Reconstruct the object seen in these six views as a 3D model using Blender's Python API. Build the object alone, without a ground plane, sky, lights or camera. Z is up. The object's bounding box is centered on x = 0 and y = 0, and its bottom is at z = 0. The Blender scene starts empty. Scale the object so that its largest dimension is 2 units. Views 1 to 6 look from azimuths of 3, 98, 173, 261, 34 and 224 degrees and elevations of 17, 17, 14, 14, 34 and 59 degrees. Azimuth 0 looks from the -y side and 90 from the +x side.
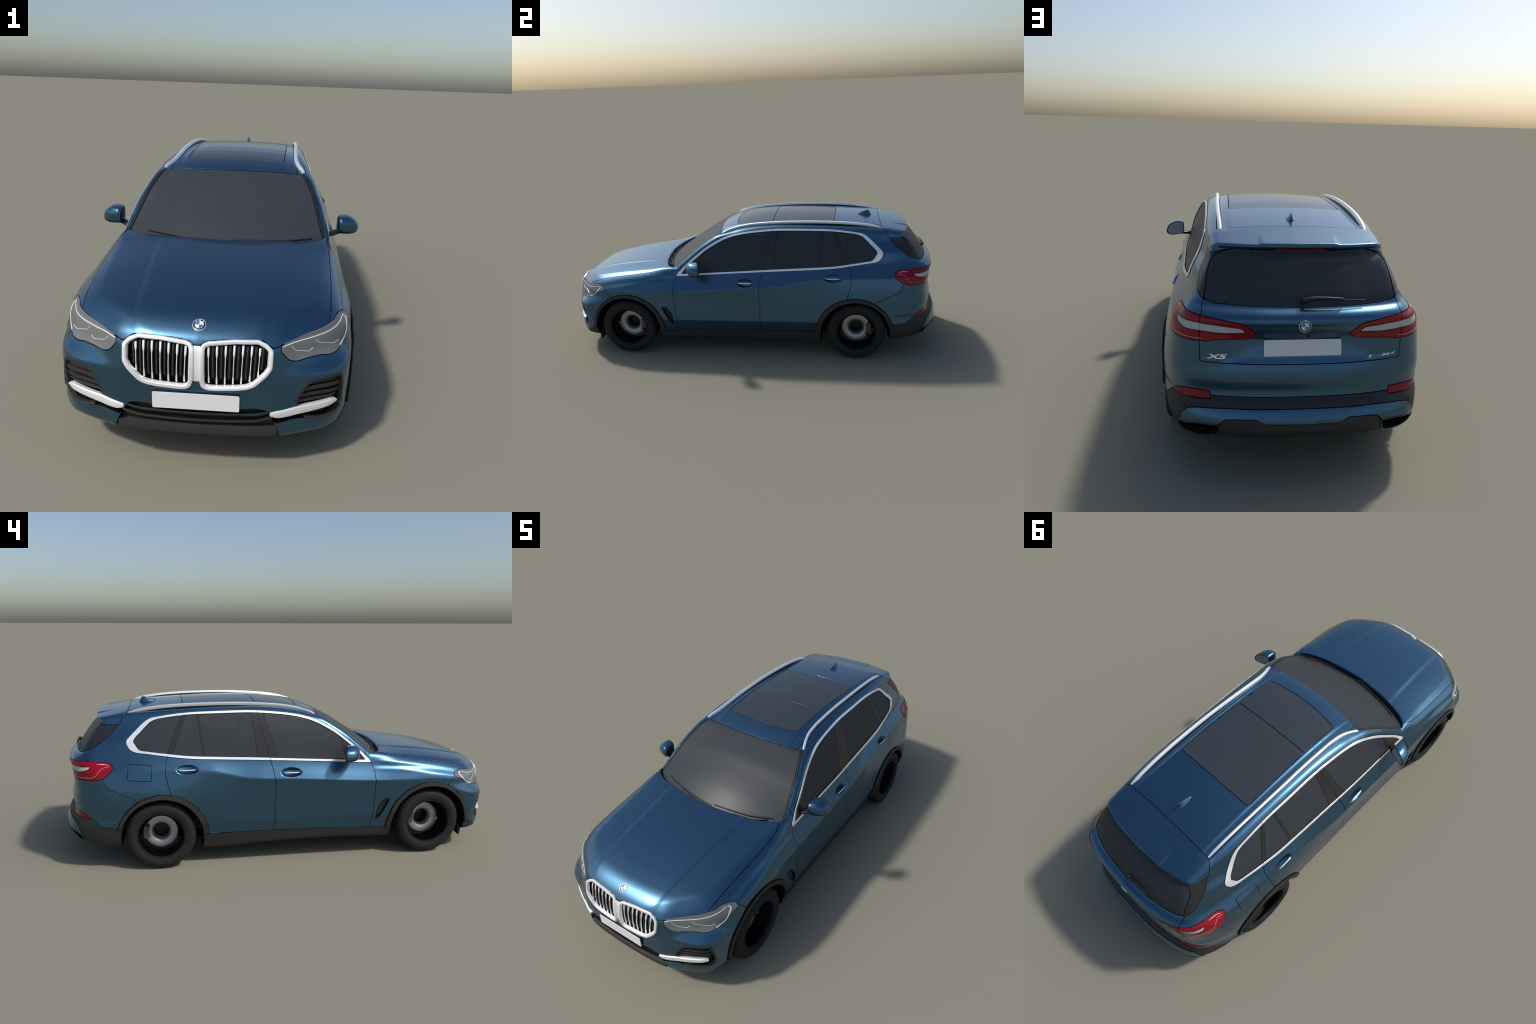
import bpy, bmesh, math
import numpy as np
from mathutils import Vector, Matrix

# ---------------------------------------------------------------- helpers
def pchip(xk, yk, x):
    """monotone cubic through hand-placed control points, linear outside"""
    xk = np.asarray(xk, float); yk = np.asarray(yk, float); x = np.asarray(x, float)
    h = np.diff(xk); d = np.diff(yk) / h
    m = np.zeros_like(yk)
    if len(xk) > 2:
        w1 = 2 * h[1:] + h[:-1]; w2 = h[1:] + 2 * h[:-1]
        ok = d[:-1] * d[1:] > 0
        with np.errstate(divide='ignore', invalid='ignore'):
            mm = (w1 + w2) / (w1 / d[:-1] + w2 / d[1:])
        m[1:-1] = np.where(ok, mm, 0)
    m[0] = d[0]; m[-1] = d[-1]
    i = np.clip(np.searchsorted(xk, x) - 1, 0, len(xk) - 2)
    t = (x - xk[i]) / h[i]
    tc = np.clip(t, 0, 1)
    r = ((1 + 2 * tc) * (1 - tc) ** 2 * yk[i] + tc * (1 - tc) ** 2 * h[i] * m[i]
         + tc ** 2 * (3 - 2 * tc) * yk[i + 1] + tc ** 2 * (tc - 1) * h[i] * m[i + 1])
    return r + np.where(t < 0, t * h[i] * m[i], 0) + np.where(t > 1, (t - 1) * h[i] * m[i + 1], 0)

def pc(pairs):
    a = np.array(pairs, float)
    return lambda x: pchip(a[:, 0], a[:, 1], x)

def gauss(tab, s, axis):
    if s <= 0: return tab
    r = int(math.ceil(3 * s)); k = np.exp(-0.5 * (np.arange(-r, r + 1) / s) ** 2); k /= k.sum()
    pad = [(0, 0), (0, 0)]; pad[axis] = (r, r)
    p = np.pad(tab, pad, mode='reflect', reflect_type='odd')
    out = np.zeros_like(tab)
    for j, w in enumerate(k):
        sl = [slice(None)] * 2; sl[axis] = slice(j, j + tab.shape[axis]); out += w * p[tuple(sl)]
    return out

class Sheet:
    """height field over two axes, bicubic interpolation"""
    def __init__(s, a0, a1, b0, b1, step, fn, blur=(1.0, 1.0)):
        s.a0, s.b0, s.h = a0, b0, step
        A = np.arange(a0, a1 + step / 2, step); B = np.arange(b0, b1 + step / 2, step)
        s.t = gauss(gauss(fn(A, B), blur[0], 0), blur[1], 1)
        s.na, s.nb = s.t.shape
    def __call__(s, a, b):
        u = np.clip((a - s.a0) / s.h, 1, s.na - 2.001); v = np.clip((b - s.b0) / s.h, 1, s.nb - 2.001)
        i = u.astype(int); j = v.astype(int); fu = u - i; fv = v - j
        def w(t): return (-.5 * t + t * t - .5 * t ** 3, 1 - 2.5 * t * t + 1.5 * t ** 3,
                          .5 * t + 2 * t * t - 1.5 * t ** 3, -.5 * t * t + .5 * t ** 3)
        wu = w(fu); wv = w(fv); r = 0
        flat = s.t.ravel(); base = (i - 1) * s.nb + (j - 1)
        for p in range(4):
            q = 0
            for c in range(4): q = q + wv[c] * flat[base + p * s.nb + c]
            r = r + wu[p] * q
        return r

def smax(a, b, k):
    h = np.maximum(k - np.abs(a - b), 0) / k
    return np.maximum(a, b) + h * h * k * .25

def sstep(a, b, x):
    t = np.clip((x - a) / (b - a), 0, 1); return t * t * (3 - 2 * t)

# ---------------------------------------------------------------- body sheets
WY = (-0.641, 0.573)          # axles
WR = 0.1500                   # tyre radius
WZ = WR

# side sheet: rails along y, each (z(y), x(y))
SIDE = [
  (pc([(-1, .00), (1, .00)]),               pc([(-1, .20), (-.85, .325), (-.75, .345), (-.45, .345), (.35, .33), (.75, .325), (.85, .315), (1, .24)])),
  (pc([(-1, .09), (1, .09)]),               pc([(-1, .28), (-.92, .340), (-.85, .365), (-.75, .376), (-.45, .366), (0, .362), (.35, .356), (.6, .35), (.75, .35), (.85, .345), (.95, .31), (1, .28)])),
  (pc([(-1, .14), (1, .14)]),               pc([(-1, .29), (-.92, .352), (-.85, .377), (-.75, .388), (-.64, .393), (-.43, .378), (0, .373), (.35, .373), (.57, .382), (.75, .375), (.87, .364), (.95, .34), (1, .31)])),
  (pc([(-1, .203), (1, .203)]),             pc([(-1, .29), (-.92, .357), (-.85, .380), (-.75, .392), (-.64, .397), (-.43, .393), (0, .391), (.35, .391), (.57, .398), (.75, .387), (.87, .376), (.95, .35), (1, .31)])),
  (pc([(-1, .285), (1, .285)]),             pc([(-1, .29), (-.92, .357), (-.85, .380), (-.75, .392), (-.64, .397), (-.43, .391), (0, .389), (.35, .391), (.57, .398), (.75, .388), (.87, .377), (.95, .35), (1, .31)])),
  (pc([(-1, .31), (-.85, .325), (-.75, .345), (-.64, .356), (-.45, .357), (-.36, .359), (0, .382), (.12, .387), (.2, .394), (.28, .411), (.36, .427), (.5, .433), (.76, .437), (1, .437)]),
                                            pc([(-1, .29), (-.92, .352), (-.85, .374), (-.75, .386), (-.64, .392), (-.45, .393), (-.36, .3935), (0, .3935), (.12, .393), (.2, .389), (.28, .383), (.36, .378), (.5, .374), (.65, .370), (.764, .360), (.87, .350), (.95, .32), (1, .29)])),
  (pc([(-1, .36), (-.85, .372), (-.75, .398), (-.64, .418), (-.5, .436), (-.36, .4355), (0, .454), (.2, .463), (.36, .474), (.535, .488), (.7, .498), (.85, .50), (1, .50)]),
                                            pc([(-1, .27), (-.92, .330), (-.85, .350), (-.75, .356), (-.64, .357), (-.5, .358), (-.36, .3545), (0, .3555), (.2, .351), (.36, .345), (.535, .336), (.7, .320), (.8, .307), (.887, .295), (1, .27)])),
  (pc([(-1, .55), (1, .55)]),               pc([(-1, .19), (-.85, .27), (-.64, .310), (-.4, .320), (-.3, .321), (0, .321), (.2, .319), (.36, .315), (.535, .311), (.7, .304), (.8, .284), (.887, .262), (1, .23)])),
  (pc([(-1, .60), (1, .60)]),               pc([(-1, .18), (-.64, .29), (-.3, .300), (0, .300), (.2, .298), (.36, .294), (.535, .288), (.65, .2785), (.735, .264), (.8, .255), (.887, .235), (1, .2)])),
  (pc([(-1, .645), (1, .645)]),             pc([(-1, .17), (-.64, .275), (-.3, .280), (0, .2785), (.2, .277), (.36, .274), (.535, .268), (.65, .259), (.735, .249), (.8, .242), (.887, .222), (1, .19)])),
  (pc([(-1, .70), (1, .70)]),               pc([(-1, .15), (-.3, .252), (0, .249), (.2, .248), (.36, .246), (.535, .241), (.65, .233), (.735, .224), (.8, .218), (1, .17)])),
]
def side_fn(A, B):
    Z = [r[0](A) for r in SIDE]; X = [r[1](A) for r in SIDE]
    fade = sstep(-.66, -.50, A)          # the creases die out towards the nose
    def flank(k, dz, share):             # extra rail close to a crease keeps it crisp
        n = k + (1 if dz > 0 else -1)
        t = abs(dz) / np.abs(Z[n] - Z[k]); return Z[k] + dz, X[k] + (X[n] - X[k]) * t * (share * fade + (1 - fade) * .35)
    ins = [flank(5, .006, 1.0), flank(5, -.006, 2.0), flank(3, .010, 1.0), flank(3, -.009, 1.0)]
    Z = np.array([Z[0], Z[1], Z[2], ins[3][0], Z[3], ins[2][0], Z[4], ins[1][0], Z[5], ins[0][0]] + Z[6:])
    X = np.array([X[0], X[1], X[2], ins[3][1], X[3], ins[2][1], X[4], ins[1][1], X[5], ins[0][1]] + X[6:])
    T = np.array([pchip(Z[:, i], X[:, i], B) for i in range(len(A))])
    # two soft ridges with a hollow between them along the front wing
    zb = pc([(-.90, .352), (-.85, .366), (-.75, .393), (-.6, .418), (-.45, .434), (-.3, .438)])(A)[:, None]; zc = zb - .032
    w = (sstep(-.90, -.78, A) * sstep(-.34, -.44, A))[:, None]; z = B[None, :]
    bell = lambda c, s: np.exp(-((z - c) / s) ** 2)
    return T + w * (.0020 * bell(zb, .008) - .0022 * bell((zb + zc) / 2, .009) + .0012 * bell(zc, .008))

hood_c = pc([(-1.1, .27), (-1.0, .355), (-.975, .3765), (-.948, .3915), (-.93, .3980), (-.9, .4065), (-.85, .4190), (-.8, .4290), (-.75, .4380), (-.7, .4460), (-.6, .4590), (-.5, .4700), (-.47, .4730), (-.3, .478)])
hood_d = pc([(-1.0, .034), (-.9, .0345), (-.85, .0310), (-.75, .0270), (-.6, .0240), (-.5, .0195), (-.42, .010), (-.3, .006)])
wind_c = pc([(-.6, .372), (-.5, .424), (-.47, .448), (-.43, .480), (-.384, .5145), (-.2885, .5765), (-.26, .5945), (-.19, .6300), (-.1526, .6475), (-.1, .6655), (-.05, .6775), (0, .6855), (.1, .6945), (.2, .6975), (.3, .6970), (.45, .6920), (.55, .6855), (.694, .6710), (.77, .6580), (.84, .6445), (1.0, .608)])
wind_q = pc([(-.5, .52), (-.38, .50), (-.15, .25), (-.05, .24), (.2, .22), (.45, .20), (.7, .14), (.85, .10)])
hood_rear = pc([(0, -.472), (.1, -.463), (.2, -.446), (.28, -.421), (.3, -.4085), (.32, -.39), (.36, -.35)])

def top_fn(A, B):           # A = x, B = y
    x = A[:, None]; y = B[None, :]
    ax = np.abs(x)
    hood = hood_c(B)[None, :] - hood_d(B)[None, :] * (ax / .33) ** 4.0
    # raised centre section of the bonnet, bounded by two creases
    cx = pc([(-1.0, .150), (-.93, .159), (-.7, .178), (-.47, .198)])(B)[None, :]
    amp = (sstep(-.40, -.60, y) * .0026 + .0010) * sstep(-1.0, -.93, y)
    hood = hood + amp * (1 - sstep(-.010, .010, ax - cx))
    # facet line where the bonnet turns down towards wing and lamp
    fl = pc([(-1.0, .06), (-.933, .163), (-.883, .227), (-.829, .275), (-.796, .287), (-.736, .2957), (-.624, .305), (-.5, .312), (-.4, .33)])(B)[None, :]
    hood = hood - .18 * np.maximum(ax - fl, 0) + .0050 * (ax / .33) ** 4.0
    lim = 1 - sstep(.312, .330, ax)
    hood = hood - lim * (sstep(0, .006, y - hood_rear(A)[:, None]) * .030 + sstep(.01, .05, y - hood_rear(A)[:, None]) * .05) - (1 - lim) * sstep(.03, .10, y + .40) * .06
    q = wind_q(B)[None, :]
    glass = wind_c(B)[None, :] - q * x ** 2
    edge = np.maximum(ax - .2, 0)
    glass = glass - sstep(-.15, -.05, y) * edge ** 2 * 1.6
    # shallow channel beside the roof centre panel
    glass = glass - sstep(-.16, -.11, y) * sstep(.72, .68, y) * .0026 * sstep(.192, .198, ax)
    # two wedges on the roof spoiler
    wedge = sstep(.74, .835, y) * .0035 * (1 - sstep(.103, .115, ax))
    return np.maximum(hood, glass + wedge)

g_front = pc([(0, 0), (.1, .003), (.15, .007), (.19, .014), (.24, .036), (.30, .066), (.35, .100), (.38, .132), (.40, .17), (.45, .30)])
front_c = pc([(0, -.93), (.08, -.955), (.10, -.978), (.12, -.988), (.16, -.993), (.20, -.993), (.24, -.991), (.29, -.993), (.33, -.988), (.355, -.980), (.37, -.972), (.39, -.952), (.45, -.88), (.75, -.5)])
front_s = pc([(0, 1.0), (.11, .88), (.18, .93), (.24, .80), (.27, .86), (.30, 1.24), (.33, 1.42), (.37, 1.40), (.5, 1.5)])
def front_fn(A, B):         # A = x, B = z
    return front_c(B)[None, :] + g_front(np.abs(A))[:, None] * front_s(B)[None, :]

g_rear = pc([(0, 0), (.1, .003), (.2, .015), (.25, .027), (.28, .037), (.31, .052), (.35, .088), (.38, .14), (.45, .30)])
rear_c = pc([(0, .85), (.09, .915), (.115, .945), (.12, .962), (.14, .984), (.165, .999), (.19, .998), (.208, .992), (.222, .985), (.236, .975), (.2445, .964), (.26, .961), (.295, .967), (.305, .9675), (.335, .9625), (.36, .961), (.41, .962), (.45, .9655), (.463, .9700), (.473, .9675), (.482, .9605), (.4880, .9500), (.4935, .938), (.52, .9225), (.56, .8945), (.60, .862), (.627, .834), (.634, .838), (.638, .8415), (.645, .8415), (.75, .8415)])
plate_dip = pc([(0, 0), (.325, 0), (.338, .0020), (.36, .0100), (.405, .0205), (.418, .0150), (.430, .0085), (.446, .0025), (.460, 0), (.75, 0)])
rear_s = pc([(0, 1.2), (.23, 1.2), (.25, 1), (.45, 1), (.4935, 1.35), (.55, 1.3), (.62, 1.25), (.64, 1.4), (.75, 1.4)])
def rear_fn(A, B):
    x = np.abs(A)[:, None]; z = B[None, :]
    r = rear_c(B)[None, :] - g_rear(np.abs(A))[:, None] * rear_s(B)[None, :]
    r = r - plate_dip(B)[None, :] * sstep(.25, .13, x + .5 * np.maximum(.40 - z, 0) * -1)
    return r

SH = .004
XS = Sheet(-1.1, 1.1, -.02, .76, SH, side_fn, (1.5, .6))
TS = Sheet(-.5, .5, -1.1, 1.1, SH, top_fn, (.8, .9))
FS = Sheet(-.5, .5, -.02, .76, SH, front_fn, (1.0, 1.0))
RS = Sheet(-.5, .5, -.02, .76, SH, rear_fn, (1.0, .5))
bottom_z = pc([(-1.1, .125), (-1.0, .100), (-.9, .096), (-.8, .098), (-.45, .083), (-.2, .090), (0, .088), (.37, .070), (.6, .08), (.75, .098), (.8, .102), (.92, .118), (1.0, .135)])

HANDLES = ((.006, .4075), (.4545, .4345))
def body(p):
    x = np.abs(p[:, 0]); y = p[:, 1]; z = p[:, 2]
    fx = (x - XS(y, z)) * .95
    for yc, zc in HANDLES:          # scooped pockets behind the door handles
        r2 = ((y - yc) / .047) ** 2 + ((z - zc) / .0185) ** 2
        fx = fx + .014 * np.clip(1 - r2, 0, 1) ** .9
    ft = (z - TS(x, y)) * (.88 + .09 * sstep(-.25, -.05, y))
    ff = (FS(x, z) - y) * .85
    fr = (y - RS(x, z)) * .85
    fb = bottom_z(y) - z
    kxt = .030 - .012 * sstep(-.5, -.3, y)
    f = smax(fx, ft, kxt)
    r = smax(fx, fr, .05 - .03 * sstep(.44, .56, z))
    g = smax(r, np.where(z > .55, ft, -1), .006)
    f = np.maximum(f, g)
    n = smax(smax(fx, ff, .034), ft, .025)
    f = np.where(y < -.6, np.maximum(f, n), f)
    return smax(f, fb, .02)

def grad(p, h=.0015, fn=None):
    fn = fn or body
    g = np.zeros_like(p)
    for i in range(3):
        a = p.copy(); b = p.copy(); a[:, i] += h; b[:, i] -= h
        g[:, i] = (fn(a) - fn(b)) / (2 * h)
    return g
# ---------------------------------------------------------------- surface extraction (half body, x >= 0)
def surface_net(fn, lo, hi, h, C=4):
    n = [int(math.ceil((b - a) / h / C)) * C + 1 for a, b in zip(lo, hi)]
    ax = [lo[i] + h * np.arange(n[i]) for i in range(3)]
    nc = [(k - 1) // C + 1 for k in n]
    cg = np.stack(np.meshgrid(*[ax[i][::C] for i in range(3)], indexing='ij'), -1).reshape(-1, 3)
    fc = fn(cg).reshape(nc)
    fine = np.repeat(np.repeat(np.repeat(fc, C, 0), C, 1), C, 2)
    o = C // 2
    fine = fine[o:o + n[0], o:o + n[1], o:o + n[2]] if False else fine[:n[0], :n[1], :n[2]]
    near = np.abs(fine) < h * C * 3.2
    idx = np.argwhere(near)
    pts = np.array(lo) + h * idx
    fine = fine.copy(); fine[near] = fn(pts)
    s = fine < 0
    cnt = np.zeros([k - 1 for k in n], int); acc = np.zeros([k - 1 for k in n] + [3]); num = np.zeros([k - 1 for k in n])
    corner = [(i, j, k) for i in (0, 1) for j in (0, 1) for k in (0, 1)]
    def sub(A, c): return A[c[0]:c[0] + n[0] - 1, c[1]:c[1] + n[1] - 1, c[2]:c[2] + n[2] - 1]
    for a in corner:
        for d in range(3):
            if a[d]: continue
            b = list(a); b[d] = 1
            fa, fb = sub(fine, a), sub(fine, b)
            cr = (fa < 0) != (fb < 0)
            t = np.where(cr, fa / np.where(cr, fa - fb, 1), 0)
            w = cr.astype(float); num += w
            for e in range(3): acc[..., e] += w * (a[e] + (t if e == d else 0))
    act = num > 0
    vid = -np.ones(act.shape, int); vid[act] = np.arange(act.sum())
    cells = np.argwhere(act)
    V = np.array(lo) + h * (cells + acc[act] / num[act][:, None])
    quads = []
    for d in range(3):
        e1, e2 = [(1, 2), (2, 0), (0, 1)][d]
        sa = [slice(1, -1)] * 3; sa[d] = slice(0, -1); sb = [slice(1, -1)] * 3; sb[d] = slice(1, None)
        A = s[tuple(sa)]; B = s[tuple(sb)]
        ii = np.argwhere(A != B)
        base = ii + 1; base[:, d] -= 1
        def g(o1, o2):
            q = base.copy(); q[:, e1] += o1; q[:, e2] += o2; return vid[q[:, 0], q[:, 1], q[:, 2]]
        Q = np.stack([g(-1, -1), g(0, -1), g(0, 0), g(-1, 0)], 1)
        flip = ~A[tuple(ii.T)]
        Q[flip] = Q[flip][:, ::-1]
        quads.append(Q)
    Q = np.concatenate(quads); Q = Q[(Q >= 0).all(1)]
    for it in range(5):
        g = grad(V, fn=fn); f = fn(V)
        st = -f[:, None] * g / np.maximum((g * g).sum(1), .3)[:, None]
        L = np.linalg.norm(st, axis=1); st *= np.minimum(1, .6 * h / np.maximum(L, 1e-12))[:, None]
        V = V + st
    d1 = np.linalg.norm(V[Q[:, 0]] - V[Q[:, 2]], axis=1); d2 = np.linalg.norm(V[Q[:, 1]] - V[Q[:, 3]], axis=1)
    m = d1 <= d2
    F = np.concatenate([Q[m][:, [0, 1, 2]], Q[m][:, [0, 2, 3]], Q[~m][:, [0, 1, 3]], Q[~m][:, [1, 2, 3]]])
    return V, F
# ---------------------------------------------------------------- labelled half shell and panel cutting
class Shell:
    def __init__(s, V, F):
        s.V = V; s.F = F; s.L = np.zeros(len(F), int)
        g = grad(V); s.N = g / np.linalg.norm(g, axis=1)[:, None]
        s.lock = np.zeros(len(V), bool); s.names = {'body': 0}
    def lab(s, n):
        if n not in s.names: s.names[n] = len(s.names)
        return s.names[n]
    def cut(s, fn, frm, new, snap=.16):
        frm = [s.lab(a) for a in ([frm] if isinstance(frm, str) else frm)]; new = s.lab(new)
        sel = np.isin(s.L, frm)
        used = np.unique(s.F[sel])
        f = np.full(len(s.V), 1.0); f[used] = fn(s.V[used])
        F = s.F[sel]
        E = np.unique(np.sort(np.concatenate([F[:, [0, 1]], F[:, [1, 2]], F[:, [2, 0]]]), 1), axis=0)
        cr = f[E[:, 0]] * f[E[:, 1]] < 0; E = E[cr]
        t = f[E[:, 0]] / (f[E[:, 0]] - f[E[:, 1]])
        for a, b, tt in ((E[:, 0], E[:, 1], t), (E[:, 1], E[:, 0], 1 - t)):
            m = (tt < snap) & ~s.lock[a] & (f[a] != 0)
            a, b, tt = a[m], b[m], tt[m]
            o = np.argsort(tt); a, b, tt = a[o], b[o], tt[o]
            _, i = np.unique(a, return_index=True); a, b, tt = a[i], b[i], tt[i]
            s.V[a] = s.V[a] + tt[:, None] * (s.V[b] - s.V[a]); f[a] = 0; s.lock[a] = True
        f[np.abs(f) < 1e-9] = 0
        sg = np.sign(f)
        S3 = sg[s.F]; mixed = sel & (S3.min(1) < 0) & (S3.max(1) > 0)
        clean_neg = sel & ~mixed & (S3.sum(1) < 0)
        L = s.L.copy(); L[clean_neg] = new
        M = np.where(mixed)[0]
        if len(M):
            T = s.F[M]
            E = np.sort(np.concatenate([T[:, [0, 1]], T[:, [1, 2]], T[:, [2, 0]]]), 1)
            E = E[sg[E[:, 0]] * sg[E[:, 1]] < 0]; E = np.unique(E, axis=0)
            t = f[E[:, 0]] / (f[E[:, 0]] - f[E[:, 1]])
            nv = s.V[E[:, 0]] + t[:, None] * (s.V[E[:, 1]] - s.V[E[:, 0]])
            nn = s.N[E[:, 0]] + t[:, None] * (s.N[E[:, 1]] - s.N[E[:, 0]]); nn /= np.linalg.norm(nn, axis=1)[:, None]
            base = len(s.V); eid = {(int(a), int(b)): base + i for i, (a, b) in enumerate(E)}
            s.V = np.concatenate([s.V, nv]); s.N = np.concatenate([s.N, nn]); s.lock = np.concatenate([s.lock, np.ones(len(nv), bool)])
            nf = []; nl = []; keep = np.ones(len(s.F), bool); keep[M] = False
            for fi, tri in zip(M, T):
                P = []
                for k in range(3):
                    a, b = int(tri[k]), int(tri[(k + 1) % 3])
                    P.append((a, sg[a]))
                    if sg[a] * sg[b] < 0: P.append((eid[(min(a, b), max(a, b))], 0))
                for side in (-1, 1):
                    q = [v for v, g in P if g == side or g == 0]
                    for k in range(1, len(q) - 1):
                        nf.append((q[0], q[k], q[k + 1])); nl.append(new if side < 0 else s.L[fi])
            s.F = np.concatenate([s.F[keep], np.array(nf, int)]); L = np.concatenate([L[keep], np.array(nl, int)])
        s.L = L
    def get(s, names):
        ids = [s.names[a] for a in ([names] if isinstance(names, str) else names) if a in s.names]
        F = s.F[np.isin(s.L, ids)]
        u, inv = np.unique(F, return_inverse=True)
        return s.V[u].copy(), s.N[u].copy(), inv.reshape(-1, 3)

def catmull(pts, closed=True, n=6, sharp=()):
    """smooth curve through control points; indices in `sharp` stay corners"""
    P = np.array(pts, float); m = len(P); out = []
    rng = range(m) if closed else range(m - 1)
    for i in rng:
        a, b = P[i], P[(i + 1) % m]
        p0 = P[(i - 1) % m] if closed or i > 0 else 2 * a - b
        p3 = P[(i + 2) % m] if closed or i + 2 < m else 2 * b - a
        l = np.linalg.norm(b - a) + 1e-12
        def tang(p, q, r, corner, fwd):
            if corner: return (q - p) if not fwd else (r - q)
            d1 = np.linalg.norm(q - p) + 1e-12; d2 = np.linalg.norm(r - q) + 1e-12
            v = ((q - p) / d1 * d2 + (r - q) / d2 * d1) / (d1 + d2); return v * l
        ta = (b - a) if i in sharp else tang(p0, a, b, False, True)
        tb = (b - a) if ((i + 1) % m) in sharp else tang(a, b, p3, False, True)
        for k in range(n):
            t = k / n
            out.append((2 * t**3 - 3 * t**2 + 1) * a + (t**3 - 2 * t**2 + t) * ta + (-2 * t**3 + 3 * t**2) * b + (t**3 - t**2) * tb)
    if not closed: out.append(P[-1])
    return np.array(out)

def round_poly(pts, r, n=5):
    """closed polygon with rounded corners"""
    P = np.array(pts, float); out = []
    for i in range(len(P)):
        a, b, c = P[i - 1], P[i], P[(i + 1) % len(P)]
        u = (a - b) / np.linalg.norm(a - b); v = (c - b) / np.linalg.norm(c - b)
        p, q = b + u * r, b + v * r
        for k in range(n + 1):
            t = k / n; out.append((1 - t) ** 2 * p + 2 * t * (1 - t) * b + t * t * q)
    return np.array(out)

def polysd(q, poly):
    """signed distance (negative inside) of 2-D points to a closed polygon"""
    lo = poly.min(0) - .03; hi = poly.max(0) + .03
    near = ((q > lo) & (q < hi)).all(1); out = np.full(len(q), .03)
    p = q[near]
    if len(p) == 0: return out
    A = poly; B = np.roll(poly, -1, 0); D = B - A
    best = np.full(len(p), 1e9); ins = np.zeros(len(p), bool)
    for a, b, d in zip(A, B, D):
        w = p - a; t = np.clip((w @ d) / (d @ d + 1e-18), 0, 1)
        r = w - t[:, None] * d; best = np.minimum(best, (r * r).sum(1))
        c = (a[1] > p[:, 1]) != (b[1] > p[:, 1])
        if c.any(): ins ^= c & (p[:, 0] < d[0] * (p[:, 1] - a[1]) / (d[1] if d[1] else 1e-18) + a[0])
    out[near] = np.sqrt(best) * np.where(ins, -1, 1)
    return out

def offset_poly(poly, d):
    """shift a closed polygon inwards by d"""
    P = np.asarray(poly); a = np.roll(P, 1, 0); b = np.roll(P, -1, 0)
    t = b - a; t /= np.linalg.norm(t, axis=1)[:, None] + 1e-12
    n = np.stack([-t[:, 1], t[:, 0]], 1)
    area = .5 * np.sum(P[:, 0] * np.roll(P[:, 1], -1) - np.roll(P[:, 0], -1) * P[:, 1])
    return P + n * d * (1 if area > 0 else -1)

# ---------------------------------------------------------------- scene assembly helpers
COL = bpy.context.scene.collection
ROOT = None
def link(name, me, parent, kind=None):
    o = bpy.data.objects.new(name, me); COL.objects.link(o)
    o.parent = parent if parent is not None else ROOT
    if kind: o['kind'] = kind
    return o

def mesh_obj(name, V, F, mats, parent=None, N=None, mi=None, smooth=True, angle=None):
    me = bpy.data.meshes.new(name)
    me.from_pydata(np.asarray(V, float).tolist(), [], [tuple(int(i) for i in f) for f in F])
    for m in (mats if isinstance(mats, (list, tuple)) else [mats]): me.materials.append(m)
    if mi is not None: me.polygons.foreach_set('material_index', np.asarray(mi, np.int32))
    me.polygons.foreach_set('use_smooth', np.full(len(me.polygons), smooth))
    if N is not None: me.normals_split_custom_set_from_vertices(np.asarray(N, float).tolist())
    elif angle is not None: me.set_sharp_from_angle(angle=math.radians(angle))
    me.update()
    return link(name, me, parent)

def mirror_obj(o, name=None, parent='same'):
    """mirrored twin across x = 0"""
    me = o.data; n = len(me.vertices)
    co = np.zeros(n * 3); me.vertices.foreach_get('co', co); V = co.reshape(-1, 3) * [-1, 1, 1]
    F = [tuple(reversed(p.vertices[:])) for p in me.polygons]
    nm = None
    if me.has_custom_normals:
        nm = np.zeros((n, 3)); ln = np.zeros(len(me.loops) * 3); me.loops.foreach_get('normal', ln) if hasattr(me.loops[0], 'normal') else None
        li = np.zeros(len(me.loops), np.int32); me.loops.foreach_get('vertex_index', li); nm[li] = ln.reshape(-1, 3); nm = nm * [-1, 1, 1]
    m2 = bpy.data.meshes.new(name or o.name)
    m2.from_pydata(V.tolist(), [], F)
    for m in me.materials: m2.materials.append(m)
    mi = np.zeros(len(me.polygons), np.int32); me.polygons.foreach_get('material_index', mi); m2.polygons.foreach_set('material_index', mi)
    sm = np.zeros(len(me.polygons), bool); me.polygons.foreach_get('use_smooth', sm); m2.polygons.foreach_set('use_smooth', sm)
    if nm is not None: m2.normals_split_custom_set_from_vertices(nm.tolist())
    else: m2.set_sharp_from_angle(angle=math.radians(35))
    m2.update()
    return link(name or o.name, m2, o.parent if parent == 'same' else parent)

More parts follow.
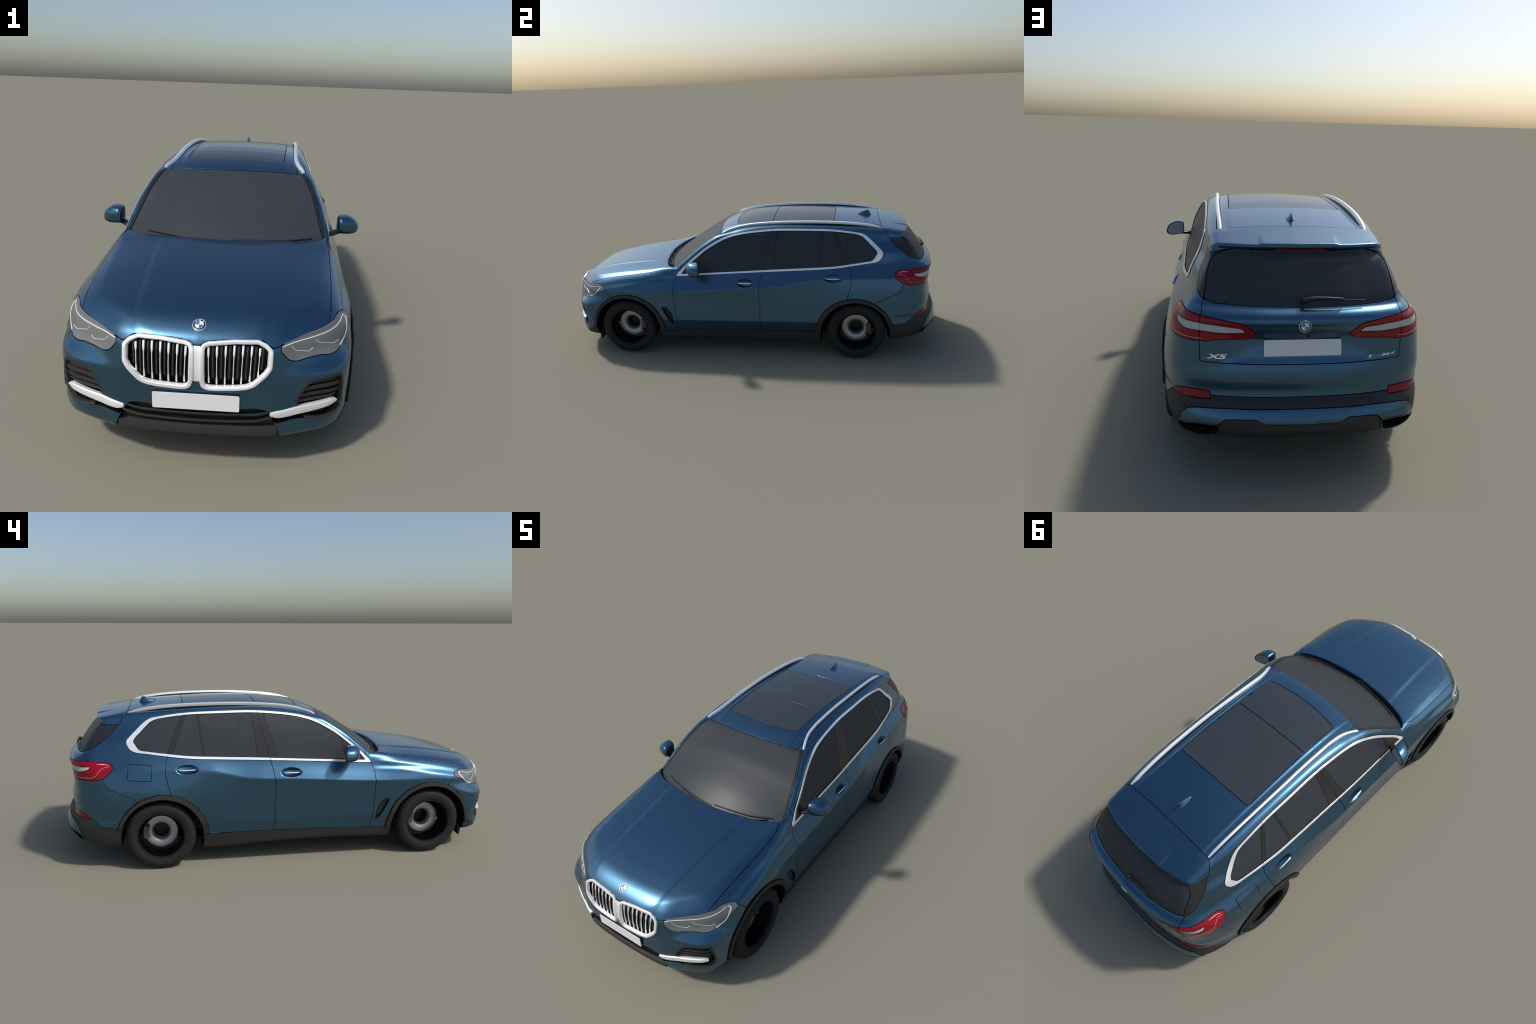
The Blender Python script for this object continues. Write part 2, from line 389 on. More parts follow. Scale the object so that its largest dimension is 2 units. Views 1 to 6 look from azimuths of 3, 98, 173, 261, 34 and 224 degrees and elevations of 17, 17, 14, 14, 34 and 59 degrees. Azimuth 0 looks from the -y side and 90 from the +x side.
def skirt(V, N, F, lift=0., gap=.0009, depth=.007, floor=.0040, bev=.0008):
    """fold the free edges of a panel inwards; returns V, N, F, material index"""
    E = np.concatenate([F[:, [0, 1]], F[:, [1, 2]], F[:, [2, 0]]])
    key = E[:, 0].astype(np.int64) * (len(V) + 1) + E[:, 1]; rev = E[:, 1].astype(np.int64) * (len(V) + 1) + E[:, 0]
    B = E[~np.isin(key, rev)]
    V = V + N * lift
    if len(B) == 0: return V, N, F, np.zeros(len(F), int)
    e = V[B[:, 1]] - V[B[:, 0]]; n = N[B[:, 0]] + N[B[:, 1]]
    inn = np.cross(n, e); inn /= np.linalg.norm(inn, axis=1)[:, None] + 1e-12
    acc = np.zeros_like(V); np.add.at(acc, B[:, 0], inn); np.add.at(acc, B[:, 1], inn)
    bv = np.unique(B); idx = -np.ones(len(V), int); idx[bv] = np.arange(len(bv))
    d = acc[bv]; d /= np.linalg.norm(d, axis=1)[:, None] + 1e-12
    nb = N[bv]; d = d - nb * (d * nb).sum(1)[:, None]; d /= np.linalg.norm(d, axis=1)[:, None] + 1e-12
    p = V[bv]
    V = V.copy(); V[bv] = p + d * (gap + bev * .8)
    r1 = p + d * gap - nb * bev; r2 = p + d * gap - nb * depth; r3 = p - d * floor - nb * depth
    n0 = len(V); k = len(bv)
    VV = np.concatenate([V, r1, r2, r3]); NN = np.concatenate([N, -d, -d, nb])
    a = B[:, 0]; b = B[:, 1]; ia, ib = idx[a], idx[b]
    def quad(p, q, r, s_): return np.concatenate([np.stack([p, q, r], 1), np.stack([p, r, s_], 1)])
    q1 = quad(b, a, n0 + ia, n0 + ib); q2 = quad(n0 + ib, n0 + ia, n0 + k + ia, n0 + k + ib)
    q3 = quad(n0 + k + ib, n0 + k + ia, n0 + 2 * k + ia, n0 + 2 * k + ib)
    FF = np.concatenate([F, q1, q2, q3])
    mi = np.concatenate([np.zeros(len(F) + len(q1), int), np.ones(len(q2) + len(q3), int)])
    return VV, NN, FF, mi

def panel(S, labels, name, mat, centre=False, parent=None, twin_parent='same', side=None, **kw):
    V, N, F = S.get(labels)
    if len(F) == 0: print('EMPTY', name); return None
    if centre:
        V[np.abs(V[:, 0]) < 1e-5, 0] = 0
        on = V[:, 0] == 0; N[on, 0] = 0; N /= np.linalg.norm(N, axis=1)[:, None]
        k = len(V); mp = np.where(on, np.arange(k), -1); off = np.where(~on)[0]; mp[off] = k + np.arange(len(off))
        V2 = V[off] * [-1, 1, 1]; N2 = N[off] * [-1, 1, 1]; F2 = mp[F][:, ::-1]
        V = np.concatenate([V, V2]); N = np.concatenate([N, N2]); F = np.concatenate([F, F2])
        V, N, F, mi = skirt(V, N, F, **kw)
        return mesh_obj(name, V, F, [mat, GAP], parent, N, mi)
    V, N, F, mi = skirt(V, N, F, **kw)
    if side == 'right': V = V * [-1, 1, 1]; N = N * [-1, 1, 1]; F = F[:, ::-1]
    o = mesh_obj(name, V, F, [mat, GAP], parent, N, mi)
    if side: return o
    return o, mirror_obj(o, name, parent if twin_parent == 'same' else twin_parent)

def solve_axis(P, axis, lo, hi, off=0.):
    """first body surface met when coming from `hi` towards `lo` along an axis"""
    P = np.array(P, float); n = len(P)
    ts = np.linspace(hi, lo, 160)
    a = np.full(n, hi, float); b = np.full(n, lo, float); found = np.zeros(n, bool)
    prev = ts[0]
    for t in ts[1:]:
        Q = P.copy(); Q[:, axis] = t
        ins = (body(Q) - off < 0) & ~found
        a[ins] = prev; b[ins] = t; found |= ins; prev = t
    for _ in range(24):
        c = .5 * (a + b); Q = P.copy(); Q[:, axis] = c
        ins = body(Q) - off < 0
        b = np.where(ins, c, b); a = np.where(ins, a, c)
    P[:, axis] = b
    return P
def nrm(P):
    g = grad(np.asarray(P, float)); return g / np.linalg.norm(g, axis=1)[:, None]
def on_front(xz): return _sol(xz, 1, (0, 2), -.5, -1.05)
def on_rear(xz): return _sol(xz, 1, (0, 2), .5, 1.05)
def on_side(yz): return _sol(yz, 0, (1, 2), .1, .45)
def on_top(xy): return _sol(xy, 2, (0, 1), .3, .75)
def _sol(q, axis, other, inner, outer):
    q = np.asarray(q, float); P = np.zeros((len(q), 3)); P[:, other[0]] = q[:, 0]; P[:, other[1]] = q[:, 1]
    return solve_axis(P, axis, inner, outer)

def snap(P, off=0.):
    """closest body surface point (Newton), pushed out by off"""
    P = np.array(P, float)
    for _ in range(12):
        g = grad(P); f = body(P); P = P - .8 * f[:, None] * g / np.maximum((g * g).sum(1), .2)[:, None]
    N = nrm(P); return P + N * off, N

def resample(P, n, closed=False):
    P = np.asarray(P, float)
    if closed: P = np.concatenate([P, P[:1]])
    d = np.concatenate([[0], np.cumsum(np.linalg.norm(np.diff(P, axis=0), axis=1))])
    t = np.linspace(0, d[-1], n + 1 if closed else n)
    Q = np.stack([np.interp(t, d, P[:, i]) for i in range(P.shape[1])], 1)
    return Q[:-1] if closed else Q

def sweep(P, N, profile, closed=False, caps=True, scale=None):
    """profile: list of (side, height) points, counter-clockwise seen along the path"""
    P = np.asarray(P, float); N = np.asarray(N, float); n = len(P); m = len(profile)
    if closed: T = np.roll(P, -1, 0) - np.roll(P, 1, 0)
    else: T = np.gradient(P, axis=0)
    T /= np.linalg.norm(T, axis=1)[:, None] + 1e-12
    S_ = np.cross(T, N); S_ /= np.linalg.norm(S_, axis=1)[:, None] + 1e-12
    H = np.cross(S_, T)
    sc = np.ones((n, 2)) if scale is None else np.asarray(scale, float)
    if sc.ndim == 1: sc = np.stack([sc, sc], 1)
    V = np.array([[P[i] + S_[i] * a * sc[i, 0] + H[i] * b * sc[i, 1] for a, b in profile] for i in range(n)]).reshape(-1, 3)
    F = []
    for i in range(n if closed else n - 1):
        j = (i + 1) % n
        for k in range(m):
            l = (k + 1) % m
            F.append((i * m + k, i * m + l, j * m + l, j * m + k))
    if caps and not closed:
        F.append(tuple(range(m))[::-1]); F.append(tuple((n - 1) * m + k for k in range(m)))
    return V, F

def loft(rings, caps=True):
    m = len(rings[0]); V = np.concatenate([np.asarray(r, float) for r in rings]); F = []
    for i in range(len(rings) - 1):
        for k in range(m):
            l = (k + 1) % m; F.append((i * m + k, i * m + l, (i + 1) * m + l, (i + 1) * m + k))
    if caps: F.append(tuple(range(m))[::-1]); F.append(tuple((len(rings) - 1) * m + k for k in range(m)))
    return V, F

def revolve(profile, seg=96, axis_x=True):
    """profile (radius, x) -> surface of revolution about the x axis"""
    V = []; F = []; m = len(profile)
    for i in range(seg):
        a = 2 * math.pi * i / seg
        for r, x in profile: V.append((x, r * math.cos(a), r * math.sin(a)))
    for i in range(seg):
        j = (i + 1) % seg
        for k in range(m - 1): F.append((i * m + k, i * m + k + 1, j * m + k + 1, j * m + k))
    return np.array(V), F

def fix_normals(o):
    bm = bmesh.new(); bm.from_mesh(o.data); bmesh.ops.recalc_face_normals(bm, faces=bm.faces); bm.to_mesh(o.data); bm.free(); o.data.update()
def smooth_by_angle(o, a=35):
    o.data.polygons.foreach_set('use_smooth', np.full(len(o.data.polygons), True)); o.data.set_sharp_from_angle(angle=math.radians(a))
def solid(name, V, F, mat, parent=None, angle=35):
    o = mesh_obj(name, V, F, mat, parent); fix_normals(o); smooth_by_angle(o, angle); return o
def bevel_box(name, size, loc, mat, parent=None, bev=.003, rot=(0, 0, 0), seg=2, angle=40):
    bm = bmesh.new(); bmesh.ops.create_cube(bm, size=1)
    for v in bm.verts: v.co = Vector((v.co.x * size[0], v.co.y * size[1], v.co.z * size[2]))
    if bev: bmesh.ops.bevel(bm, geom=bm.edges[:], offset=bev, segments=seg, affect='EDGES')
    M = Matrix.Translation(loc) @ Matrix.Rotation(rot[2], 4, 'Z') @ Matrix.Rotation(rot[1], 4, 'Y') @ Matrix.Rotation(rot[0], 4, 'X')
    bmesh.ops.transform(bm, matrix=M, verts=bm.verts)
    me = bpy.data.meshes.new(name); bm.to_mesh(me); bm.free(); me.materials.append(mat)
    o = link(name, me, parent); smooth_by_angle(o, angle); return o

# ---------------------------------------------------------------- materials
def material(name, color, metallic=0., rough=.5, coat=0., coat_rough=.05, spec=.5, noise=0., scale=60., bump=0., bump_scale=400.):
    m = bpy.data.materials.new(name); m.use_nodes = True; nt = m.node_tree; b = nt.nodes['Principled BSDF']
    b.inputs['Base Color'].default_value = (*color, 1); b.inputs['Metallic'].default_value = metallic
    b.inputs['Roughness'].default_value = rough; b.inputs['Coat Weight'].default_value = coat
    b.inputs['Coat Roughness'].default_value = coat_rough; b.inputs['Specular IOR Level'].default_value = spec
    tc = nt.nodes.new('ShaderNodeTexCoord')
    nz = nt.nodes.new('ShaderNodeTexNoise'); nz.inputs['Scale'].default_value = scale; nz.inputs['Detail'].default_value = 3
    nt.links.new(tc.outputs['Object'], nz.inputs['Vector'])
    if noise:
        mx = nt.nodes.new('ShaderNodeMix'); mx.data_type = 'RGBA'
        mx.inputs[6].default_value = (*[c * (1 - noise) for c in color], 1); mx.inputs[7].default_value = (*[min(1, c * (1 + noise)) for c in color], 1)
        nt.links.new(nz.outputs['Fac'], mx.inputs[0]); nt.links.new(mx.outputs[2], b.inputs['Base Color'])
    if bump:
        n2 = nt.nodes.new('ShaderNodeTexNoise'); n2.inputs['Scale'].default_value = bump_scale
        nt.links.new(tc.outputs['Object'], n2.inputs['Vector'])
        bp = nt.nodes.new('ShaderNodeBump'); bp.inputs['Strength'].default_value = bump; bp.inputs['Distance'].default_value = .001
        nt.links.new(n2.outputs['Fac'], bp.inputs['Height']); nt.links.new(bp.outputs['Normal'], b.inputs['Normal'])
    return m
def glass_material(name, color, clear, rough=.06, tint=(1, 1, 1), spec=.5):
    m = material(name, color, 0, rough, spec=spec); nt = m.node_tree
    b = nt.nodes['Principled BSDF']; out = nt.nodes['Material Output']
    tr = nt.nodes.new('ShaderNodeBsdfTransparent'); tr.inputs['Color'].default_value = (*tint, 1)
    mx = nt.nodes.new('ShaderNodeMixShader'); mx.inputs[0].default_value = 1 - clear
    nt.links.new(tr.outputs[0], mx.inputs[1]); nt.links.new(b.outputs[0], mx.inputs[2]); nt.links.new(mx.outputs[0], out.inputs['Surface'])
    return m
PAINT = material('blue_metallic_paint', (.046, .126, .212), .92, .31, coat=.65, coat_rough=.03, noise=.04, scale=900)
GAP = material('gap_black', (.006, .006, .007), 0, .9, spec=.1)
CLAD = material('grey_plastic_cladding', (.030, .029, .028), 0, .55, spec=.35, noise=.12, scale=300, bump=.15, bump_scale=1500)
BLACK = material('black_plastic', (.012, .012, .012), 0, .45, spec=.4)
GLOSS = material('gloss_black', (.010, .010, .011), 0, .12, spec=.5)
PILLAR = material('satin_black_pillar', (.022, .021, .021), 0, .28, spec=.5)
RAIL = material('satin_aluminium', (.95, .95, .96), .65, .34)
CHROME = material('satin_chrome', (.97, .97, .98), .48, .32, spec=.6)
GLASS = glass_material('tinted_glass', (.044, .051, .059), .14, .38, spec=.22)
ROOFGLASS = glass_material('roof_glass', (.038, .046, .055), .04, .16)
LENS = glass_material('clear_lamp_lens', (.22, .228, .232), .30, .06)
RED = material('red_lamp_lens', (.25, .004, .013), 0, .10, coat=.10, spec=.30, noise=.1, scale=40)
DARKRED = material('dark_red_lamp', (.11, .002, .005), 0, .2, spec=.3)
LAMPWHITE = material('lamp_white', (.46, .48, .50), 0, .25, spec=.4)
LED = material('light_guide', (.80, .82, .84), .2, .2)
LAMPGREY = material('lamp_housing_grey', (.15, .155, .16), .2, .35)
TYRE = material('tyre_rubber', (.016, .016, .017), 0, .72, spec=.3, noise=.15, scale=120, bump=.1, bump_scale=900)
RIM = material('rim_dark', (.010, .010, .011), 0, .6, spec=.25)
DISC = material('brake_disc_metal', (.42, .42, .42), .75, .42, noise=.06, scale=40)
CALIPER = material('brake_caliper_grey', (.10, .10, .105), .5, .45)
PLATE = material('plate_white', (.74, .74, .74), 0, .45)
MIRROR = material('mirror_glass', (.42, .45, .49), .05, .12)
INTERIOR = material('interior_trim', (.10, .098, .095), 0, .7, noise=.15, scale=90)
LEATHER = material('seat_leather', (.17, .165, .16), 0, .6, noise=.15, scale=70)
EBLUE = material('emblem_blue', (.02, .16, .55), 0, .25, coat=.4)
EWHITE = material('emblem_white', (.75, .76, .78), 0, .25, coat=.4)
EBLACK = material('emblem_black', (.012, .012, .013), 0, .25, coat=.4)
# ---------------------------------------------------------------- build
VOX = .0041
ROOT = bpy.data.objects.new('suv_car', None); COL.objects.link(ROOT)
ROOT['label'] = 'blue metallic five-door SUV with white twin kidney grille'
ROOT['category'] = 'car'

S = Shell(*surface_net(body, (-.0105, -1.015, .05), (.425, 1.015, .72), VOX))
pl = lambda pairs: (lambda q: np.interp(q, [a for a, b in pairs], [b for a, b in pairs]))
X_, Y_, Z_ = (lambda V: V[:, 0]), (lambda V: V[:, 1]), (lambda V: V[:, 2])

S.cut(lambda V: V[:, 0] + 1e-7, 'body', 'drop', snap=.45)
S.V[np.abs(S.V[:, 0]) < 2e-4, 0] = 0

# --- side window frame
CH_OUT = catmull([(.1429, .6642), (.3106, .6649), (.4615, .6600), (.5295, .6530), (.5727, .6470), (.5943, .6437), (.6160, .6342), (.6379, .6176), (.6655, .5913), (.6928, .5654), (.7026, .5541), (.7039, .5456), (.6990, .5315), (.6889, .5162), (.6760, .5085), (.6208, .4988), (.5348, .4865), (.4567, .4769), (.3217, .4690), (.1567, .4620), (-.0699, .4504), (-.2448, .4395), (-.3038, .4356), (-.3615, .4335), (-.3560, .4465), (-.3072, .4943), (-.2504, .5415), (-.1951, .5820), (-.1562, .6043), (-.1118, .6248), (-.0561, .6410), (.0008, .6507), (.0575, .6572)], sharp=(23, 24))
CH_IN = catmull([(.1440, .6551), (.3114, .6554), (.4593, .6509), (.5299, .6434), (.5839, .6334), (.6002, .6264), (.6168, .6123), (.6444, .5851), (.6718, .5573), (.6746, .5513), (.6672, .5361), (.6545, .5182), (.6468, .5136), (.6205, .5091), (.5343, .4974), (.4561, .4877), (.3211, .4800), (.1560, .4728), (-.0707, .4597), (-.2456, .4496), (-.3360, .4452), (-.3066, .4790), (-.2496, .5279), (-.1939, .5698), (-.1551, .5921), (-.1105, .6139), (-.0544, .6315), (.0021, .6422), (.0587, .6486)], sharp=(20,))
yz = lambda V: V[:, [1, 2]]
xz = lambda V: V[:, [0, 2]]
xy = lambda V: V[:, [0, 1]]
S.cut(lambda V: polysd(yz(V), CH_OUT), 'body', 'window_trim')
S.cut(lambda V: polysd(yz(V), CH_IN), 'window_trim', 'pillar')
line = lambda p, q: (lambda z: p[0] + (z - p[1]) * (q[0] - p[0]) / (q[1] - p[1]))
b_seam = pl([(.1469, .0843), (.1796, .0794), (.2099, .0773), (.2675, .0817), (.3256, .0751), (.3723, .0778), (.42, .085), (.4699, .0966), (.5703, .1214), (.6642, .1420)])
b_front = pl([(.46, .055), (.4671, .0574), (.5906, .0975), (.6524, .1151), (.67, .12)])
b_rear = line((.1685, .6546), (.1495, .4731))
d_front = line((.3984, .6539), (.3744, .4847)); d_rear = line((.4055, .6540), (.3852, .4850))
c_front = line((.4538, .6523), (.5148, .4939)); c_rear = line((.4730, .6486), (.5359, .4994))
m_line = line((-.2279, .5394), (-.2503, .4489))
S.cut(lambda V: np.maximum(V[:, 1] - b_front(V[:, 2]), m_line(V[:, 2]) - V[:, 1]), 'pillar', 'front_glass')
S.cut(lambda V: V[:, 1] - m_line(V[:, 2]), 'pillar', 'mirror_sail')
S.cut(lambda V: np.maximum(V[:, 1] - d_front(V[:, 2]), b_rear(V[:, 2]) - V[:, 1]), 'pillar', 'rear_glass_side')
S.cut(lambda V: np.maximum(V[:, 1] - c_front(V[:, 2]), d_rear(V[:, 2]) - V[:, 1]), 'pillar', 'vent_glass')
S.cut(lambda V: c_rear(V[:, 2]) - V[:, 1], 'pillar', 'quarter_glass')
S.cut(lambda V: V[:, 1] - b_seam(V[:, 2]), 'pillar', 'pillar_front')
S.cut(lambda V: V[:, 1] - .3, 'pillar', 'pillar_centre')
S.cut(lambda V: V[:, 1] - .445, 'pillar', 'pillar_divider')

# --- wheel openings, arches, sills, underside
ARCH_IN = ((-.641, .140, .1785), (.567, .1385, .1750)); ARCH_OUT = ((-.638, .138, .2005), (.564, .1375, .1978))
def arch_fn(a):
    def f(V):
        dy = V[:, 1] - a[0]; dz = np.maximum(V[:, 2] - a[1], 0)
        return np.maximum(np.hypot(dy, dz) - a[2], .2 - V[:, 0])
    return f
S.cut(lambda V: np.maximum(np.maximum(V[:, 2] - .126, V[:, 0] - (XS(V[:, 1], np.full(len(V), .12)) - .042)), np.maximum(FS(V[:, 0], np.full(len(V), .12)) + .035 - V[:, 1], V[:, 1] - RS(V[:, 0], np.full(len(V), .13)) + .035)), 'body', 'underbody')
for a in ARCH_IN: S.cut(arch_fn(a), ['body', 'underbody'], 'hole')
for a in ARCH_OUT: S.cut(arch_fn(a), 'body', 'arch_front' if a[0] < 0 else 'arch_rear')
sill_top = pl([(-.47, .131), (-.4375, .131), (-.3683, .1365), (-.0704, .1441), (.0831, .1468), (.2167, .1455), (.40, .1462)])
S.cut(lambda V: np.maximum(np.maximum(V[:, 2] - sill_top(V[:, 1]), V[:, 1] - .5), -.6 - V[:, 1]), ['body', 'arch_front', 'arch_rear'], 'sill')
# --- front lower cladding
low_f = pl([(-1.0, .100), (-.97, .103), (-.92, .104), (-.8886, .114), (-.8746, .128), (-.84, .140), (-.7, .140)])
S.cut(lambda V: np.maximum(np.maximum(V[:, 2] - low_f(V[:, 1]), V[:, 1] + .7), -.905 - V[:, 1]), ['body', 'arch_front'], 'front_lower_cladding')

# --- bonnet, windscreen, roof
hood_gap = pl([(-1.1, .34), (-.859, .3180), (-.85, .3191), (-.8, .3250), (-.75, .3278), (-.7, .3305), (-.6, .334), (-.5, .3357), (-.47, .3356), (-.4412, .3340), (-.4155, .3245), (-.402, .3100), (-.35, .29)])
hood_front = catmull([(0, .350), (.0073, .3527), (.0163, .3593), (.0353, .3627), (.0905, .3664), (.1411, .3664), (.1557, .3644), (.1732, .3534), (.1805, .3485), (.1998, .3525), (.2486, .363), (.3184, .3735), (.34, .377)], closed=False)
hf = lambda q: np.interp(q, hood_front[:, 0], hood_front[:, 1])
S.cut(lambda V: np.maximum(np.maximum(V[:, 0] - hood_gap(V[:, 1]), V[:, 1] - hood_rear(V[:, 0])), (hf(V[:, 0]) - V[:, 2]) * .8), 'body', 'bonnet')
ws_top = lambda q: -.1526 + .38 * q ** 2
ws_side = pl([(-.50, .345), (-.3696, .3189), (-.2327, .2847), (-.1747, .2652), (-.1343, .2491), (-.10, .236)])
ps_side = pl([(-.50, .352), (-.3696, .3262), (-.2327, .2940), (-.1747, .2747), (-.1343, .2595), (-.10, .246)])
ws_low = lambda q: hood_rear(q) + .0075
S.cut(lambda V: np.maximum(np.maximum(np.maximum(V[:, 0] - ps_side(V[:, 1]), V[:, 1] - ws_top(V[:, 0])), hood_rear(V[:, 0]) - .0012 - V[:, 1]), .42 - V[:, 2]), 'body', 'windscreen_edge')
S.cut(lambda V: V[:, 1] - ws_low(V[:, 0]), 'windscreen_edge', 'bonnet_shade_step')
S.cut(lambda V: V[:, 0] - ws_side(V[:, 1]), 'windscreen_edge', 'windscreen')
# tailgate line down the side and across the roof
tg_side = pl([(.46, 1.3), (.5025, .96), (.5048, .886), (.5173, .863), (.5296, .833), (.576, .771), (.617, .734), (.629, .7245), (.651, .7145), (.661, .6990), (.6632, .6985), (.672, .694), (.70, .694)])
S.cut(lambda V: np.maximum((tg_side(V[:, 2]) - V[:, 1]) * .6, .502 - V[:, 2]), 'body', 'tailgate_top')
S.cut(lambda V: np.maximum(np.maximum(V[:, 0] - .231, ws_top(V[:, 0]) - V[:, 1]), .60 - V[:, 2]), 'body', 'roof')
ROOFG = round_poly([(-.05, -.0690), (.06, -.0672), (.12, -.0605), (.1815, -.0500), (.1845, .14), (.1875, .30), (.1895, .4590), (.05, .4605), (-.05, .4605)], .019)
S.cut(lambda V: polysd(xy(V), ROOFG), 'roof', 'roof_glass_front')
S.cut(lambda V: .1365 - V[:, 1], 'roof_glass_front', 'roof_glass_rear')

# --- head lamps (diagonal projection)
dg = lambda V: np.stack([.67 * V[:, 0] + .74 * V[:, 1], V[:, 2]], 1)
HL3 = np.array([(.1998, -.9566, .3521), (.2486, -.9192, .3630), (.3184, -.8578, .3732), (.3332, -.8357, .3766), (.3458, -.8046, .3828), (.3573, -.7819, .3804), (.3724, -.7606, .3689), (.3770, -.7570, .3605), (.3740, -.790, .3460), (.3680, -.820, .3320), (.3580, -.8510, .3165), (.3417, -.8680, .3070), (.3141, -.8897, .3050), (.2979, -.9012, .3089), (.2641, -.9253, .3100), (.2314, -.9471, .3095), (.2213, -.953, .3138), (.2005, -.9609, .3381)])
HL = catmull(dg(HL3), sharp=(0, 2, 17))
S.cut(lambda V: polysd(dg(V), HL) + np.where(V[:, 1] > -.7, .1, 0), ['body', 'bonnet'], 'head_lamp')
# --- grille, intakes
KID = round_poly([(.0078, .3460), (.0125, .3560), (.0270, .3612), (.0905, .3668), (.1460, .3668), (.1680, .3565), (.1808, .3430), (.1798, .3010), (.1700, .2860), (.1400, .2560), (.1220, .2485), (.0980, .2450), (.0464, .2420), (.0270, .2425), (.0140, .2480), (.0088, .2610), (.0078, .3200)], .0062, 5)
front_only = lambda V: np.where(V[:, 1] > -.8, .1, 0)
S.cut(lambda V: polysd(xz(V), offset_poly(KID, .004)) + front_only(V), ['body', 'bonnet'], 'kidney_hole')
S.cut(lambda V: np.maximum(V[:, 0] - .0095, np.maximum(.262 - V[:, 2], V[:, 2] - .3525)) + front_only(V), ['body', 'bonnet'], 'kidney_bridge')
INT = catmull([(.3550, .2560), (.3600, .2387), (.3626, .1934), (.3592, .1593), (.3374, .1457), (.2811, .1499), (.2549, .1570), (.1960, .1520), (.1865, .1650), (.1785, .1836), (.2453, .1930), (.2405, .2092), (.2554, .2347), (.2707, .2539), (.3049, .2601), (.3420, .2605)], n=5, sharp=(5, 7, 9, 10, 11))
S.cut(lambda V: polysd(xz(V), INT) + front_only(V), 'body', 'side_intake')
CIN = catmull([(-.05, .1865), (0, .1865), (.1042, .1925), (.1560, .1930), (.1684, .1891), (.1786, .1816), (.1865, .1698), (.1875, .1580), (.2007, .1289), (.206, .115), (.215, .06), (-.05, .06)], n=5, sharp=(0, 7, 10, 11))
S.cut(lambda V: polysd(xz(V), CIN) + front_only(V), ['body', 'front_lower_cladding', 'underbody'], 'lower_intake_backing')
# --- wing / front bumper split
S.cut(lambda V: np.maximum(V[:, 1] - (-.7531 + (.3591 - V[:, 2]) * .7857), V[:, 2] - .3625), 'body', 'front_bumper')

# --- rear
ux = lambda V: np.stack([V[:, 0] - V[:, 1], V[:, 2]], 1)
rear_only = lambda V: np.where(V[:, 1] < .7, .1, 0)
TL = round_poly([(-.8218, .4237), (-.8035, .4545), (-.7850, .4600), (-.7244, .4676), (-.648, .4734), (-.585, .4738), (-.5287, .4736), (-.4900, .4718), (-.4480, .4690), (-.4200, .4600), (-.4070, .4440), (-.4120, .4300), (-.4347, .4076), (-.4722, .4005), (-.5443, .3985), (-.590, .3990), (-.6464, .4010), (-.672, .4018), (-.7056, .4087), (-.7880, .4068)], .008, 4)
TLW = round_poly([(-.515, .4555), (-.561, .4530), (-.648, .4553), (-.720, .4510), (-.788, .4440), (-.794, .4280), (-.720, .4275), (-.648, .4310), (-.589, .4300), (-.553, .4350), (-.519, .4430)], .006, 4)
x_tg = pl([(.2468, .2508), (.2576, .2549), (.312, .2765), (.3432, .2766), (.4014, .2790), (.4297, .2774), (.4731, .2751), (.505, .2690)])
S.cut(lambda V: polysd(ux(V), TL) + rear_only(V), 'body', 'tail_lamp')
S.cut(lambda V: polysd(ux(V), TLW), 'tail_lamp', 'tail_lamp_white')
for a in ('tail_lamp', 'tail_lamp_white'): S.cut(lambda V: V[:, 0] - x_tg(V[:, 2]), a, a + '_inner')
zk = pl([(-1, .2475), (-.69, .2470), (-.685, .2393), (-.646, .2373), (-.592, .2355), (-.54, .2340), (-.507, .2365), (-.437, .1995), (-.378, .1940), (-.2, .19)])
S.cut(lambda V: np.maximum(V[:, 2] - zk(V[:, 0] - V[:, 1]), .66 - V[:, 1]), ['body', 'arch_rear', 'underbody'], 'rear_lower')
REF = catmull([(-.507, .2370), (-.530, .2460), (-.596, .2574), (-.683, .2592), (-.691, .2385), (-.646, .2365), (-.592, .2350), (-.540, .2335)], sharp=(0, 3, 4))
S.cut(lambda V: polysd(ux(V), REF) + rear_only(V), ['body', 'rear_lower'], 'reflector')
BAND = round_poly([(-.05, .2226), (.0225, .2224), (.2058, .2213), (.2823, .2158), (.3104, .2093), (.3270, .1911), (.3360, .1560), (.2883, .1730), (.2260, .1769), (.2112, .1930), (.1950, .1955), (.1271, .1975), (.1023, .1848), (0, .1832), (-.05, .1832)], .005, 3)
S.cut(lambda V: polysd(xz(V), BAND) + rear_only(V), 'rear_lower', 'rear_skirt')
EXH = catmull([(.3342, .1576), (.2883, .1715), (.2260, .1750), (.237, .1400), (.246, .1330), (.290, .1300), (.325, .1330)], n=4, sharp=(0, 2))
S.cut(lambda V: polysd(xz(V), EXH) + rear_only(V), ['rear_lower', 'underbody'], 'exhaust_recess')
S.cut(lambda V: np.maximum(np.maximum(np.maximum(V[:, 0] - x_tg(V[:, 2]), .3410 + .03 * V[:, 0] ** 2 - V[:, 2]), .8 - V[:, 1]), V[:, 2] - .5048), 'body', 'tailgate')
# rear bumper seam on the side
bs = pl([(.2, .62), (.3184, .6745), (.366, .7866), (.405, .8057), (.44, .8057)])
S.cut(lambda V: np.maximum(bs(V[:, 2]) - V[:, 1], V[:, 2] - .43), 'body', 'rear_bumper')
